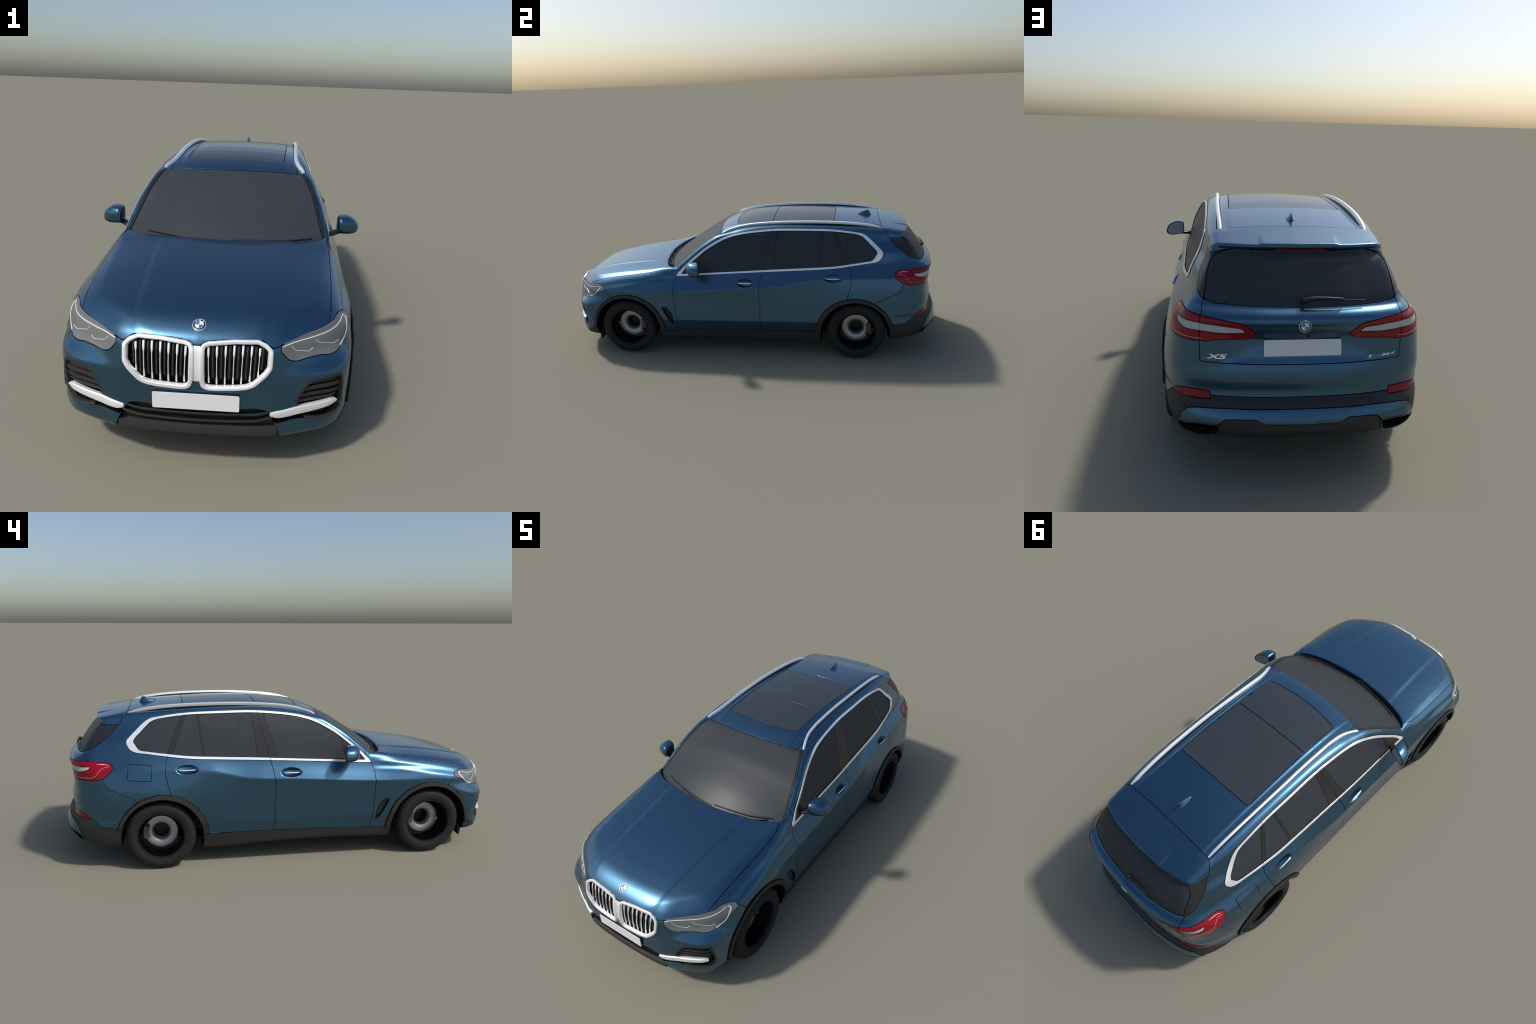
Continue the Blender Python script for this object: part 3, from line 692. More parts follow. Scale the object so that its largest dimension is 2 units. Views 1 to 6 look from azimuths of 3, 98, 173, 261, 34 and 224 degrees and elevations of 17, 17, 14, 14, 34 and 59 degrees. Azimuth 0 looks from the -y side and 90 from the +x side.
# upper tailgate: spoiler, rear window, side blade
spo = pl([(0, .6300), (.20, .6285), (.235, .6200), (.2475, .6150), (.27, .6160)])
S.cut(lambda V: spo(V[:, 0]) - V[:, 2], 'tailgate_top', 'roof_spoiler')
RG = catmull([(-.05, .4955), (0, .4955), (.1, .4968), (.2, .4990), (.255, .5035), (.2665, .5100), (.2640, .5255), (.2575, .5725), (.2475, .6010), (.2352, .6140), (.2168, .6225), (.1, .6275), (-.05, .6275)], sharp=(0, 12))
S.cut(lambda V: polysd(xz(V), RG) + rear_only(V), ['tailgate_top', 'tailgate', 'body'], 'rear_window')

# --- doors, wings, quarters
a_seam = pl([(.10, -.362), (.1367, -.3641), (.2685, -.3741), (.3523, -.3773), (.4055, -.3734), (.4368, -.3590), (.47, -.338), (.50, -.338)])
c_seam = pl([(.30, .518), (.3314, .5253), (.3799, .5383), (.4320, .5467), (.4607, .5455), (.4860, .5348), (.52, .53)])
belt = pl([(-.5, .428), (-.36, .434), (-.2448, .4396), (-.07, .4505), (.1567, .4621), (.3217, .4691), (.4567, .4770), (.55, .489)])
S.cut(lambda V: np.maximum(np.maximum(a_seam(V[:, 2]) - V[:, 1], V[:, 1] - b_seam(V[:, 2])), V[:, 2] - belt(V[:, 1])), 'body', 'front_door')
S.cut(lambda V: np.maximum(np.maximum(b_seam(V[:, 2]) - V[:, 1], V[:, 1] - c_seam(V[:, 2])), V[:, 2] - belt(V[:, 1])), 'body', 'rear_door')
S.cut(lambda V: np.maximum(V[:, 1] - a_seam(V[:, 2]), V[:, 1] + .335), 'body', 'wing')
FUEL = round_poly([(.7015, .4624), (.6027, .4570), (.6047, .3930), (.7036, .3995)], .0085)
S.cut(lambda V: polysd(yz(V), FUEL), 'body', 'fuel_door')
VENT = catmull([(-.4486, .2710), (-.4203, .2711), (-.3917, .2294), (-.3842, .1762), (-.3941, .1743), (-.4279, .2276)], n=4, sharp=(0, 1, 3, 4))
S.cut(lambda V: polysd(yz(V), VENT), 'wing', 'vent_frame')
S.cut(lambda V: polysd(yz(V), offset_poly(VENT, .0045)), 'vent_frame', 'vent_grille')
b_trim = lambda V: V[:, 1] - b_seam(V[:, 2])
S.cut(b_trim, 'window_trim', 'window_trim_front')
c_trim = pl([(.45, .553), (.4865, .5348), (.6600, .4625), (.67, .458)])
S.cut(lambda V: c_trim(V[:, 2]) - V[:, 1], 'window_trim', 'window_trim_quarter')
print({k: int((S.L == v).sum()) for k, v in S.names.items()})

# ---------------------------------------------------------------- body panels
P_ = lambda *a, **k: panel(S, *a, **k)
P_('bonnet', 'bonnet', PAINT, centre=True, depth=.012)
P_('roof', 'roof', PAINT, centre=True)
P_('wing', 'wing', PAINT)
fdoor = P_('front_door', 'front_door', PAINT)
rdoor = P_('rear_door', 'rear_door', PAINT)
P_(['body', 'fuel_door'], 'side_panel', PAINT, side='left')
P_('body', 'side_panel', PAINT, side='right')
P_('front_bumper', 'front_bumper', PAINT, centre=True, depth=.030, floor=0.)
P_('rear_bumper', 'rear_bumper', PAINT, centre=True)
tailgate = P_('tailgate', 'tailgate', PAINT, centre=True)
P_('roof_spoiler', 'roof_spoiler', PAINT, centre=True, parent=tailgate, depth=.008)
P_('rear_skirt', 'rear_skirt', PAINT, centre=True, lift=.002)
P_('rear_window', 'rear_window', GLASS, centre=True, parent=tailgate, lift=-.0015)
P_('tailgate_top', 'window_blade', PILLAR, parent=tailgate)
P_('windscreen', 'windscreen', GLASS, centre=True, lift=-.0015)
P_('windscreen_edge', 'windscreen_moulding', PILLAR)
P_('bonnet_shade_step', 'bonnet_shade_wall', BLACK, centre=True)  # black wall stands in for the shaded gap under the bonnet's rear edge
rg = P_('roof_glass_front', 'roof_glass', ROOFGLASS, centre=True, lift=-.0008, gap=.0012)
P_('roof_glass_rear', 'roof_glass', ROOFGLASS, centre=True, lift=-.0008, gap=.0012)
for lab, par in (('window_trim_front', fdoor), ('window_trim', rdoor), ('window_trim_quarter', (None, None))):
    P_(lab, 'window_trim', CHROME, parent=par[0], twin_parent=par[1], lift=.0022, gap=.0004, depth=.006)
for lab, par, nm in (('front_glass', fdoor, 'side_window'), ('rear_glass_side', rdoor, 'side_window'), ('vent_glass', rdoor, 'side_window'), ('quarter_glass', (None, None), 'side_window')):
    P_(lab, nm, GLASS, parent=par[0], twin_parent=par[1], lift=-.0014, gap=.0003)
for lab, par, nm in (('pillar_front', fdoor, 'pillar_cover'), ('pillar_centre', rdoor, 'pillar_cover'), ('pillar_divider', rdoor, 'window_divider'), ('pillar', rdoor, 'pillar_cover'), ('mirror_sail', fdoor, 'mirror_triangle')):
    P_(lab, nm, PILLAR, parent=par[0], twin_parent=par[1], lift=-.0008, gap=.0003)
P_('fuel_door', 'fuel_door', PAINT, side='right')
P_('vent_frame', 'vent_frame', CLAD, lift=.0015)
P_('vent_grille', 'vent_grille', BLACK, lift=-.006, depth=.003)
P_('sill', 'sill', CLAD, lift=.002, depth=.012)
P_('arch_front', 'wheel_arch', CLAD, lift=.0065, depth=.030, floor=0., bev=.003)
P_('arch_rear', 'wheel_arch', CLAD, lift=.0065, depth=.030, floor=0., bev=.003)
P_('front_lower_cladding', 'bumper_cladding', CLAD, lift=.001, depth=.015)
P_('underbody', 'underbody', BLACK, centre=True)
P_('rear_lower', 'rear_diffuser', CLAD, centre=True, depth=.012)
P_('exhaust_recess', 'exhaust_recess', BLACK, lift=-.045, floor=.0)
P_('reflector', 'reflector', RED, lift=.0008)
P_('side_intake', 'side_intake', BLACK, lift=-.018, floor=.0)
P_('lower_intake_backing', 'lower_intake_backing', BLACK, centre=True, lift=-.016, floor=0.)  # solid black plate added where the real intake is open
P_('kidney_hole', 'grille_backing', BLACK, lift=-.022, floor=0.)
P_('kidney_bridge', 'grille_bridge', CHROME, centre=True, lift=.0005, depth=.012)
# ---------------------------------------------------------------- front end details
def pair(o, parent='same'): return o, mirror_obj(o, o.name, parent)
def strip(name, pts3, prof, mat, off=0., n=40, parent=None, twin=True, closed=False, scale=None, twin_parent='same'):
    c = catmull(pts3, closed=closed, n=8)
    P, N = snap(resample(c, n, closed), off)
    V, F = sweep(P, N, prof, closed=closed, scale=scale)
    o = solid(name, V, F, mat, parent)
    return pair(o, twin_parent) if twin else o
def flat_prof(w, h, b=.3):
    return [(-w, -h), (w, -h), (w, h * b), (w * .6, h), (-w * .6, h), (-w, h * b)]

# head lamps: housing bowl, light guides, clear cover
lamp = P_('head_lamp', 'head_lamp', LAMPGREY, lift=-.010, gap=.0006, floor=0., depth=.004)
P_('head_lamp', 'lamp_cover', LENS, parent=lamp[0], twin_parent=lamp[1], lift=.0003, depth=.012, floor=0.)
strip('light_guide', [(.2035, -.955, .3485), (.2242, -.9410, .3523), (.2744, -.9056, .3555), (.3139, -.8735, .3583), (.3360, -.8481, .3623), (.3511, -.8181, .3686), (.3579, -.7955, .3739)], flat_prof(.0014, .001), LED, .0002, parent=lamp[0], twin_parent=lamp[1])
strip('light_guide', [(.3585, -.7910, .3750), (.3660, -.7860, .3676), (.3688, -.7982, .3523), (.3647, -.8174, .3314), (.3480, -.8520, .3130)], flat_prof(.0023, .001), LED, .0002, parent=lamp[0], twin_parent=lamp[1], scale=np.stack([np.interp(np.linspace(0, 1, 40), [0, .3, .6, 1], [1.1, 1.4, .5, 1.1]), np.ones(40)], 1))
for pts in ([(.2825, -.9018, .3487), (.2937, -.8959, .3377), (.3325, -.8643, .3241), (.3436, -.8506, .3283)], [(.2233, -.9437, .3460), (.2351, -.9386, .3333), (.2672, -.9187, .3241), (.2771, -.9101, .3302)]):
    P, N = snap(resample(np.array(pts), 24), .0002); V, F = sweep(P, N, flat_prof(.0008, .0007))
    pair(solid('light_guide', V, F, LED, lamp[0]), lamp[1])
strip('lamp_brow', [(.205, -.951, .3535), (.25, -.917, .3612), (.3184, -.860, .3700), (.334, -.838, .3735), (.347, -.806, .379)], flat_prof(.0040, .0006), LAMPGREY, .0001, parent=lamp[0], twin_parent=lamp[1], scale=np.stack([np.interp(np.linspace(0, 1, 40), [0, .5, .75, 1], [.3, 1., 1.2, .2]), np.ones(40)], 1))

# kidney surrounds
kp = resample(KID, 140, True); KP = on_front(kp); KN = nrm(KP); KN[:, 2] *= .35; KN /= np.linalg.norm(KN, axis=1)[:, None]
prof = [(-.0005, -.006), (-.0005, .0040), (.0005, .0058), (.0025, .0066), (.0082, .0060), (.0098, .0046), (.0107, .0020), (.0114, -.0045), (.0095, -.0055), (.0060, -.006)]
V, F = sweep(KP, KN, prof, closed=True)
grille = pair(solid('kidney_grille', V, F, CHROME, None, 60))
xt = [.0271, .0474, .0685, .0888, .1097, .1306, .1500]; xb = [.0299, .0487, .0682, .0877, .1072, .1272, .1467]
zt = [.3475, .3500, .3515, .3530, .3530, .3520, .3470]; zb = [.2580, .2560, .2565, .2580, .2600, .2650, .2790]
def slat(name, x0, x1, z0, z1, width, depth, mat, inset, par, n=22):
    t = np.linspace(0, 1, n); x = x0 + (x1 - x0) * t; z = z0 + (z1 - z0) * t
    P = on_front(np.stack([x, z], 1)); y0 = P[:, 1] + inset; w = width(t); rings = []
    for i in range(n):
        a, b = x[i] - w[i], x[i] + w[i]; f = y0[i]; g = f + depth; r = min(w[i] * .6, .001)
        rings.append([(a, g, z[i]), (a, f + r, z[i]), (a + r, f, z[i]), (b - r, f, z[i]), (b, f + r, z[i]), (b, g, z[i])])
    V, F = loft(rings); o = solid(name, V, F, mat, par[0], 50); return pair(o, par[1])
for i in range(7):
    wf = lambda t: .0010 + .0017 * sstep(.70, .80, t) + .0010 * sstep(.22, .14, t)
    slat('grille_slat', xb[i], xt[i], zb[i], zt[i], wf, .006, CHROME, .0035, grille)
    slat('grille_fin', xb[i], xt[i], zb[i], zt[i], lambda t: np.full_like(t, .0022) + .0012 * sstep(.6, .8, t), .014, GLOSS, .008, grille)
xm = [.0165] + [(xt[i] + xt[i + 1]) / 2 for i in range(6)] + [.1575]; xn = [.0185] + [(xb[i] + xb[i + 1]) / 2 for i in range(6)] + [.1545]
for i in range(8):
    a, b = (.345 if i in (0, 7) else .3475), (.275 if i == 0 else .298 if i == 7 else .272)
    slat('grille_rib', xn[i], xm[i], b, a, lambda t: np.full_like(t, .0007), .008, CALIPER, .0075, grille)
    slat('grille_fin', xn[i], xm[i], b - .004, a + .003, lambda t: np.full_like(t, .0036), .010, GLOSS, .0095, grille)

# intake slats and bright blade
def shelf(name, xzs, prof, mat, off, parent=None, twin=True, n=40, scale=None, closed=False):
    P = on_front(resample(catmull(xzs, closed=False, n=6), n)); N = nrm(P); V, F = sweep(P + N * off, N, prof, scale=scale)
    o = solid(name, V, F, mat, parent); return pair(o) if twin else o
blade_c = [(.1800, .1795), (.2030, .1775), (.2460, .1797), (.2845, .1812), (.3235, .1830), (.3450, .1850)]
wsc = np.interp(np.linspace(0, 1, 40), [0, .1, .3, .8, .93, 1], [.45, .95, 1.1, .95, .85, .35])
shelf('intake_blade', blade_c, [(-.0098, -.010), (.0098, -.010), (.0105, -.001), (.008, .0025), (0, .0040), (-.008, .0025), (-.0105, -.001)], CHROME, .001, scale=np.stack([wsc, np.ones(40)], 1))
shelf('intake_slat', [(.2470, .2180), (.2950, .2175), (.3530, .2130)], [(-.0042, -.008), (.0042, -.008), (.0048, 0), (0, .0015), (-.0048, 0)], CLAD, -.006)
shelf('intake_slat', [(.2570, .2345), (.2950, .2365), (.3540, .2330)], [(-.0045, -.008), (.0045, -.008), (.0055, 0), (0, .0015), (-.0055, 0)], CLAD, -.005)
shelf('intake_slat', [(.2470, .2030), (.2950, .2010), (.3480, .1985)], [(-.0040, -.008), (.0040, -.008), (.0042, 0), (0, .001), (-.0042, 0)], CLAD, -.007)
shelf('intake_tray', [(.2780, .2520), (.3100, .2530), (.3520, .2500)], [(-.0075, -.006), (.0070, -.006), (.0080, -.001), (-.0075, -.004)], CLAD, -.008)
IR = resample(INT, 160, True); keep = (IR[:, 1] > .196) | (IR[:, 0] > .352)
iseq = [(.2420, .1965), (.2405, .2092), (.2554, .2347), (.2707, .2539), (.3049, .2601), (.3420, .2605), (.3550, .2560), (.3600, .2387), (.3626, .1934), (.3592, .1593), (.3374, .1457), (.2811, .1499), (.2650, .1555)]
P = on_front(resample(catmull(iseq, closed=False, n=5, sharp=(1,)), 90)); N = nrm(P)
V, F = sweep(P, N, [(-.0004, -.012), (-.0004, .0006), (.0016, .0012), (.0052, -.001), (.0056, -.012)])
pair(solid('intake_frame', V, F, CLAD))
# lower intake bars and chin
shelf('intake_slat', [(-.178, .1815), (-.155, .1760), (-.10, .1735), (0, .1725), (.10, .1735), (.155, .1760), (.178, .1815)], [(-.0030, -.010), (.0030, -.010), (.0034, 0), (0, .0012), (-.0034, 0)], GLOSS, -.006, twin=False, n=70)
shelf('intake_slat', [(-.186, .1670), (-.15, .1590), (-.10, .1560), (0, .1545), (.10, .1560), (.15, .1590), (.186, .1670)], [(-.0030, -.010), (.0030, -.010), (.0036, 0), (0, .0014), (-.0036, 0)], GLOSS, -.004, twin=False, n=70)
shelf('chin_spoiler', [(-.197, .1210), (-.10, .1235), (0, .1225), (.10, .1235), (.197, .1210)], [(-.0145, -.02), (.0130, -.02), (.0125, -.004), (.0050, .0010), (-.0040, .0005), (-.0130, -.003)], CLAD, .0, twin=False, n=70)
# number plates
def plate(name, c, tilt, h):
    bm = bmesh.new(); ring = []
    pts = round_poly([(-.1056, -h), (.1056, -h), (.1056, h), (-.1056, h)], .004, 4)
    f = [bm.verts.new((a, 0, b)) for a, b in pts]; bm.faces.new(f)
    r = bmesh.ops.extrude_face_region(bm, geom=bm.faces[:]); bmesh.ops.translate(bm, vec=(0, .003, 0), verts=[v for v in r['geom'] if isinstance(v, bmesh.types.BMVert)])
    bmesh.ops.recalc_face_normals(bm, faces=bm.faces)
    bmesh.ops.transform(bm, matrix=Matrix.Translation(c) @ Matrix.Rotation(tilt, 4, 'X'), verts=bm.verts)
    me = bpy.data.meshes.new(name); bm.to_mesh(me); bm.free(); me.materials.append(PLATE); o = link(name, me, None); return o
plate('number_plate', (0, -.9985, .2108), .03, .0212)
bevel_box('plate_holder', (.205, .012, .040), (0, -.9905, .2108), BLACK, bev=.002)
plate('number_plate', (0, .9450, .3840), .236, .0222)
bevel_box('plate_holder', (.200, .010, .040), (0, .9390, .3840), BLACK, bev=.002, rot=(.236, 0, 0))

# ---------------------------------------------------------------- emblem, lettering
def text_mesh(txt, shear=0., extrude=.02, bevel=0.):
    cu = bpy.data.curves.new('lettering', 'FONT'); cu.body = txt; cu.extrude = extrude; cu.shear = shear; cu.resolution_u = 4; cu.offset = bevel
    o = bpy.data.objects.new('lettering', cu); COL.objects.link(o); bpy.context.view_layer.update()
    me = bpy.data.meshes.new_from_object(o.evaluated_get(bpy.context.evaluated_depsgraph_get()))
    n = len(me.vertices); co = np.zeros(n * 3); me.vertices.foreach_get('co', co); V = co.reshape(-1, 3); F = [tuple(p.vertices) for p in me.polygons]
    bpy.data.objects.remove(o); bpy.data.curves.remove(cu); bpy.data.meshes.remove(me)
    return V, F
def lettering(name, txt, x0, x1, z0, z1, shear, bold, parent, mat=CHROME):
    V, F = text_mesh(txt, shear, .5, bold); lo, hi = V.min(0), V.max(0)
    u = (V[:, 0] - lo[0]) / (hi[0] - lo[0]); w = (V[:, 1] - lo[1]) / (hi[1] - lo[1]); d = (V[:, 2] - lo[2]) / (hi[2] - lo[2])
    q = np.stack([x0 + (x1 - x0) * u, z0 + (z1 - z0) * w], 1); P = on_rear(q); P = P + nrm(P) * ((d * .0018 - .0005)[:, None])
    return solid(name, P, F, mat, parent, 30)
lettering('model_lettering', 'X5', .2600, .2045, .3530, .3665, .25, .035, tailgate)
lettering('badge_lettering', 'x', -.1838, -.1960, .3500, .3575, .3, .03, tailgate)
lettering('badge_lettering', 'Drive', -.1965, -.2190, .3525, .3575, .3, .0, tailgate, LAMPWHITE)
lettering('badge_lettering', '30', -.2205, -.2480, .3530, .3600, .3, .03, tailgate)
lettering('badge_lettering', 'd', -.2520, -.2620, .3545, .3625, .3, .02, tailgate)

def emblem(c, n, e1, parent, r=.0165):
    n = np.array(n, float); n /= np.linalg.norm(n); e1 = np.array(e1, float); e1 -= n * (e1 @ n); e1 /= np.linalg.norm(e1)
    e2 = np.cross(n, e1); c = np.array(c, float)
    place = lambda a, b, h: c + e1 * a + e2 * b + n * h
    def ring(prof, name, mat, par, seg=64):
        V = [place(q * math.cos(2 * math.pi * i / seg), q * math.sin(2 * math.pi * i / seg), h) for i in range(seg) for q, h in prof]; m = len(prof)
        F = [(i * m + k, i * m + k + 1, ((i + 1) % seg) * m + k + 1, ((i + 1) % seg) * m + k) for i in range(seg) for k in range(m - 1)]
        return solid(name, V, F, mat, par, 50)
    base = ring([(r, -.010), (r, .0014), (r * .97, .0020), (r * .93, .0020), (r * .92, .0012)], 'emblem', CHROME, parent)
    ring([(r * .925, .0012), (r * .80, .0020), (r * .66, .0020), (r * .64, .0012)], 'emblem_ring', EBLACK, base)
    ring([(r * .66, .0018), (r * .645, .0026), (r * .61, .0026), (r * .60, .0018)], 'emblem_rim', CHROME, base)
    for k in range(4):
        V = [place(0, 0, .0024)]; s_ = 14
        for i in range(s_ + 1):
            a = math.pi / 2 * (k + i / s_); V.append(place(r * .615 * math.cos(a), r * .615 * math.sin(a), .0018))
        F = [(0, i + 1, i + 2) for i in range(s_)]
        solid('emblem_quadrant', V, F, EBLUE if k in (1, 3) else EWHITE, base)
    for ch, ang in (('B', 133), ('M', 90), ('W', 47)):
        V, F = text_mesh(ch, 0, .02, .02); V = V - (V.min(0) + V.max(0)) / 2; V = V / (V[:, 1].max() - V[:, 1].min()) * r * .20
        a = math.radians(ang); ra = math.radians(ang - 90); ca, sa = math.cos(ra), math.sin(ra)
        W = [place(r * .79 * math.cos(a) + v[0] * ca - v[1] * sa, r * .79 * math.sin(a) + v[0] * sa + v[1] * ca, .0021 + v[2] * .05) for v in V]
        solid('emblem_letter', W, F, EWHITE, base, 30)
    return base
pf = snap(np.array([(0, -.9465, .391)]))
emblem(pf[0][0], pf[1][0], (1, 0, 0), None)
pr = snap(np.array([(0, .966, .4530)]))
emblem(pr[0][0] + np.array([0, .0035, 0]), (0, 1, .06), (-1, 0, 0), None)
# rear camera next to the handle strip
bevel_box('rear_camera', (.010, .008, .005), (-.013, .9570, .4205), BLACK, tailgate, bev=.001)

# ---------------------------------------------------------------- rear lamps
tl = P_('tail_lamp', 'tail_lamp', RED, lift=.0012)
ti = P_('tail_lamp_inner', 'tail_lamp', RED, lift=.0012)
P_('tail_lamp_white', 'lamp_window', LAMPWHITE, parent=tl[0], twin_parent=tl[1], lift=.0002, gap=.0002)
P_('tail_lamp_white_inner', 'lamp_window', LAMPWHITE, parent=ti[0], twin_parent=ti[1], lift=.0002, gap=.0002)
fr = catmull(TLW, n=1)
def ux_to_surface(uz):
    """points on the rear corner from (x - y, z)"""
    u = uz[:, 0]; t0 = np.full(len(u), -.2); t1 = np.full(len(u), .25); base = np.stack([u * .5 + .5, -u * .5 + .5, uz[:, 1]], 1)
    base = np.stack([.34 + (u + .56) * .5, .90 - (u + .56) * .5, uz[:, 1]], 1)
    d = np.array([1, 1, 0]) / math.sqrt(2)
    a = np.full(len(u), -.25); b = np.full(len(u), .25)
    for _ in range(30):
        c = .5 * (a + b); f = body(base + c[:, None] * d); a = np.where(f < 0, c, a); b = np.where(f < 0, b, c)
    return base + a[:, None] * d
P = ux_to_surface(resample(TLW, 90, True)); N = nrm(P)
mk = P[:, 0] > .281
V, F = sweep(P, N, [(-.0035, -.003), (-.0035, .0008), (-.001, .0018), (.0012, .0016), (.0018, -.003)], closed=True)
pair(solid('lamp_window_frame', V, F, DARKRED, tl[0]), tl[1])
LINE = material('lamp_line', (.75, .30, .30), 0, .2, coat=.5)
for q in ([(-.655, .4095), (-.604, .4090), (-.545, .4095), (-.490, .4125), (-.475, .4180), (-.462, .4380), (-.452, .4500), (-.427, .4505)],):
    P = ux_to_surface(resample(catmull(q, closed=False), 50)); N = nrm(P); V, F = sweep(P + N * .0011, N, flat_prof(.0009, .0006)); pair(solid('lamp_line', V, F, LINE, tl[0]), tl[1])
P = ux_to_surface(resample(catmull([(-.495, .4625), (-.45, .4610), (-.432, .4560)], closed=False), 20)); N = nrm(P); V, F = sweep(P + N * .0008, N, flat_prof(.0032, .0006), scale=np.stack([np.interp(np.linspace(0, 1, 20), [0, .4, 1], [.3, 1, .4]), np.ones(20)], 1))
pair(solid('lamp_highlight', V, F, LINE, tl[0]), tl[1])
# third brake light under the spoiler lip
bevel_box('brake_light', (.146, .008, .0075), (0, .8345, .6300), DARKRED, tailgate, bev=.002)
# rear wiper
def tube(name, pts, rad, mat, parent=None, n=30, seg=10, up=(0, 0, 1), flat=1.):
    P = resample(catmull(pts, closed=False, n=8), n); N = np.tile(np.array(up, float), (n, 1))
    r = np.interp(np.linspace(0, 1, n), np.linspace(0, 1, len(rad)), rad) if hasattr(rad, '__len__') else np.full(n, rad)
    prof = [(math.cos(2 * math.pi * k / seg), flat * math.sin(2 * math.pi * k / seg)) for k in range(seg)]
    V, F = sweep(P, N, prof, scale=r); return solid(name, V, F, mat, parent, 50)
rw = [(-x, z) for x, z in ((.000, .5110), (.020, .5140), (.060, .5145), (.1090, .5120))]
Pr = on_rear(np.array(rw)); Pr = Pr + nrm(Pr) * .009
wiper = tube('rear_wiper', Pr, [.0060, .0062, .0055, .0050, .0045, .0035], BLACK, None, up=(0, .7, .7))
q2 = on_rear(np.array([(-.105, .5115), (-.140, .5095), (-.171, .5070)])); q2 = q2 + nrm(q2) * .006
tube('wiper_blade', q2, .0016, BLACK, wiper, up=(0, .7, .7))
q3 = on_rear(np.array([(.001, .5090), (-.001, .5190)])); n3 = nrm(q3)
tube('wiper_pivot', [q3[0] - n3[0] * .004, q3[0] + n3[0] * .006, q3[0] + n3[0] * .012], [.0085, .0085, .0060], BLACK, wiper, up=(1, 0, 0))
# exhaust tips
q = resample(EXH, 70, True); P = on_rear(q); N = nrm(P); N[:, 2] *= .2; N[:, 0] *= .3; N /= np.linalg.norm(N, axis=1)[:, None]
V, F = sweep(P, N, [(-.0002, -.02), (-.0002, .002), (-.0018, .0034), (-.0045, .0028), (-.0055, -.002), (-.0050, -.03)], closed=True)
V2 = V.copy(); o = solid('exhaust_tip', V, F, GLOSS, None, 50); pair(o)
# parking sensors
def sensor(P3, r=.0042, mat=CLAD, par=None, h=.0012):
    P, N = snap(np.array([P3])); P, N = P[0], N[0]; t = np.cross(N, [0, 0, 1.]); t /= np.linalg.norm(t); b = np.cross(N, t); V = []; k = 20
    for q, e in ((r, -.002), (r, h), (r * .85, h + .0004), (r * .8, h - .0004), (.0001, h - .0002)):
        for i in range(k): V.append(P + t * q * math.cos(2 * math.pi * i / k) + b * q * math.sin(2 * math.pi * i / k) + N * e)
    F = [(a * k + i, a * k + (i + 1) % k, (a + 1) * k + (i + 1) % k, (a + 1) * k + i) for a in range(4) for i in range(k)]
    pair(solid('parking_sensor', V, F, mat, par, 40))
sensor((.1137, .993, .2067), mat=PAINT, h=.0028); sensor((.3234, .9224, .2137), .005, BLACK); sensor((.3630, .8600, .2090), .0022, BLACK)

# ---------------------------------------------------------------- glasshouse details
# roof rails
rail = [(.2570, -.1215, .6440), (.2530, -.1080, .6530), (.2412, -.0750, .6645), (.2320, -.0350, .6750), (.2284, .0150, .6838), (.2278, .1000, .6922), (.2285, .2000, .6976), (.2300, .3000, .6992), (.2300, .4000, .6982), (.2290, .5000, .6944), (.2265, .6000, .6852), (.2245, .6550, .6757), (.2225, .6960, .6625)]
P = resample(catmull(rail, closed=False, n=8), 90); N = np.tile(np.array([.35, 0, 1.]), (90, 1)); N /= np.linalg.norm(N, axis=1)[:, None]
hs = np.interp(np.linspace(0, 1, 90), [0, .04, .12, .9, .97, 1], [.45, .8, 1, 1, .8, .3])
V, F = sweep(P, N, [(-.0056, -.016), (.0056, -.016), (.0060, -.004), (.0048, -.0010), (.002, .0), (-.003, -.0002), (-.0052, -.0014), (-.0060, -.004)], scale=np.stack([hs ** .5, hs], 1))
pair(solid('roof_rail', V, F, RAIL, None, 50))
V, F = sweep(P, N, [(-.0072, -.020), (.0072, -.020), (.0072, -.0125), (-.0072, -.0125)], scale=np.stack([hs ** .3, np.ones(90)], 1))
pair(solid('rail_shade_strip', V, F, BLACK, None, 50))  # added black strip imitates the dark gap under the rail
# shark fin antenna
rings = []
for t in np.linspace(0, 1, 12):
    z = t * .0265 - .002; yf = .5720 + .058 * t ** 1.15; yb = .6560 - .0135 * t; w = .0150 * max(0, 1 - 1.1 * t) ** 1.25 + .0016
    if t == 0: yf, yb, w = .566, .660, .0135
    a = np.linspace(0, 2 * math.pi, 28, endpoint=False); c = .5 * (yf + yb); h = .5 * (yb - yf)
    rings.append([(w * math.sin(q) * (1 - .45 * max(0, -math.cos(q))) * (1 if abs(math.sin(q)) else 1), c + h * math.cos(q), z + float(TS(np.array([0.]), np.array([c + h * math.cos(q)]))[0])) for q in a])
V, F = loft(rings); solid('antenna', V, F, PAINT, None, 60)
# windscreen wipers
for sgn, pts in ((1, [(-.255, -.398), (-.18, -.424), (-.08, -.446), (.02, -.455)]), (1, [(.03, -.448), (.10, -.442), (.20, -.424), (.285, -.392)])):
    P = on_top(np.array(pts)); P = P + nrm(P) * .003
    o = tube('windscreen_wiper', P, [.0022, .0026, .0026, .0020], BLACK, up=(0, 0, 1))
    P2 = on_top(np.array([(pts[1][0] + .03, pts[1][1] - .012), (pts[2][0] + .02, pts[2][1] - .010), (pts[3][0] - .02, pts[3][1] - .014)])); P2 = P2 + nrm(P2) * .004
    tube('wiper_arm', P2, [.0022, .003, .004], BLACK, o)
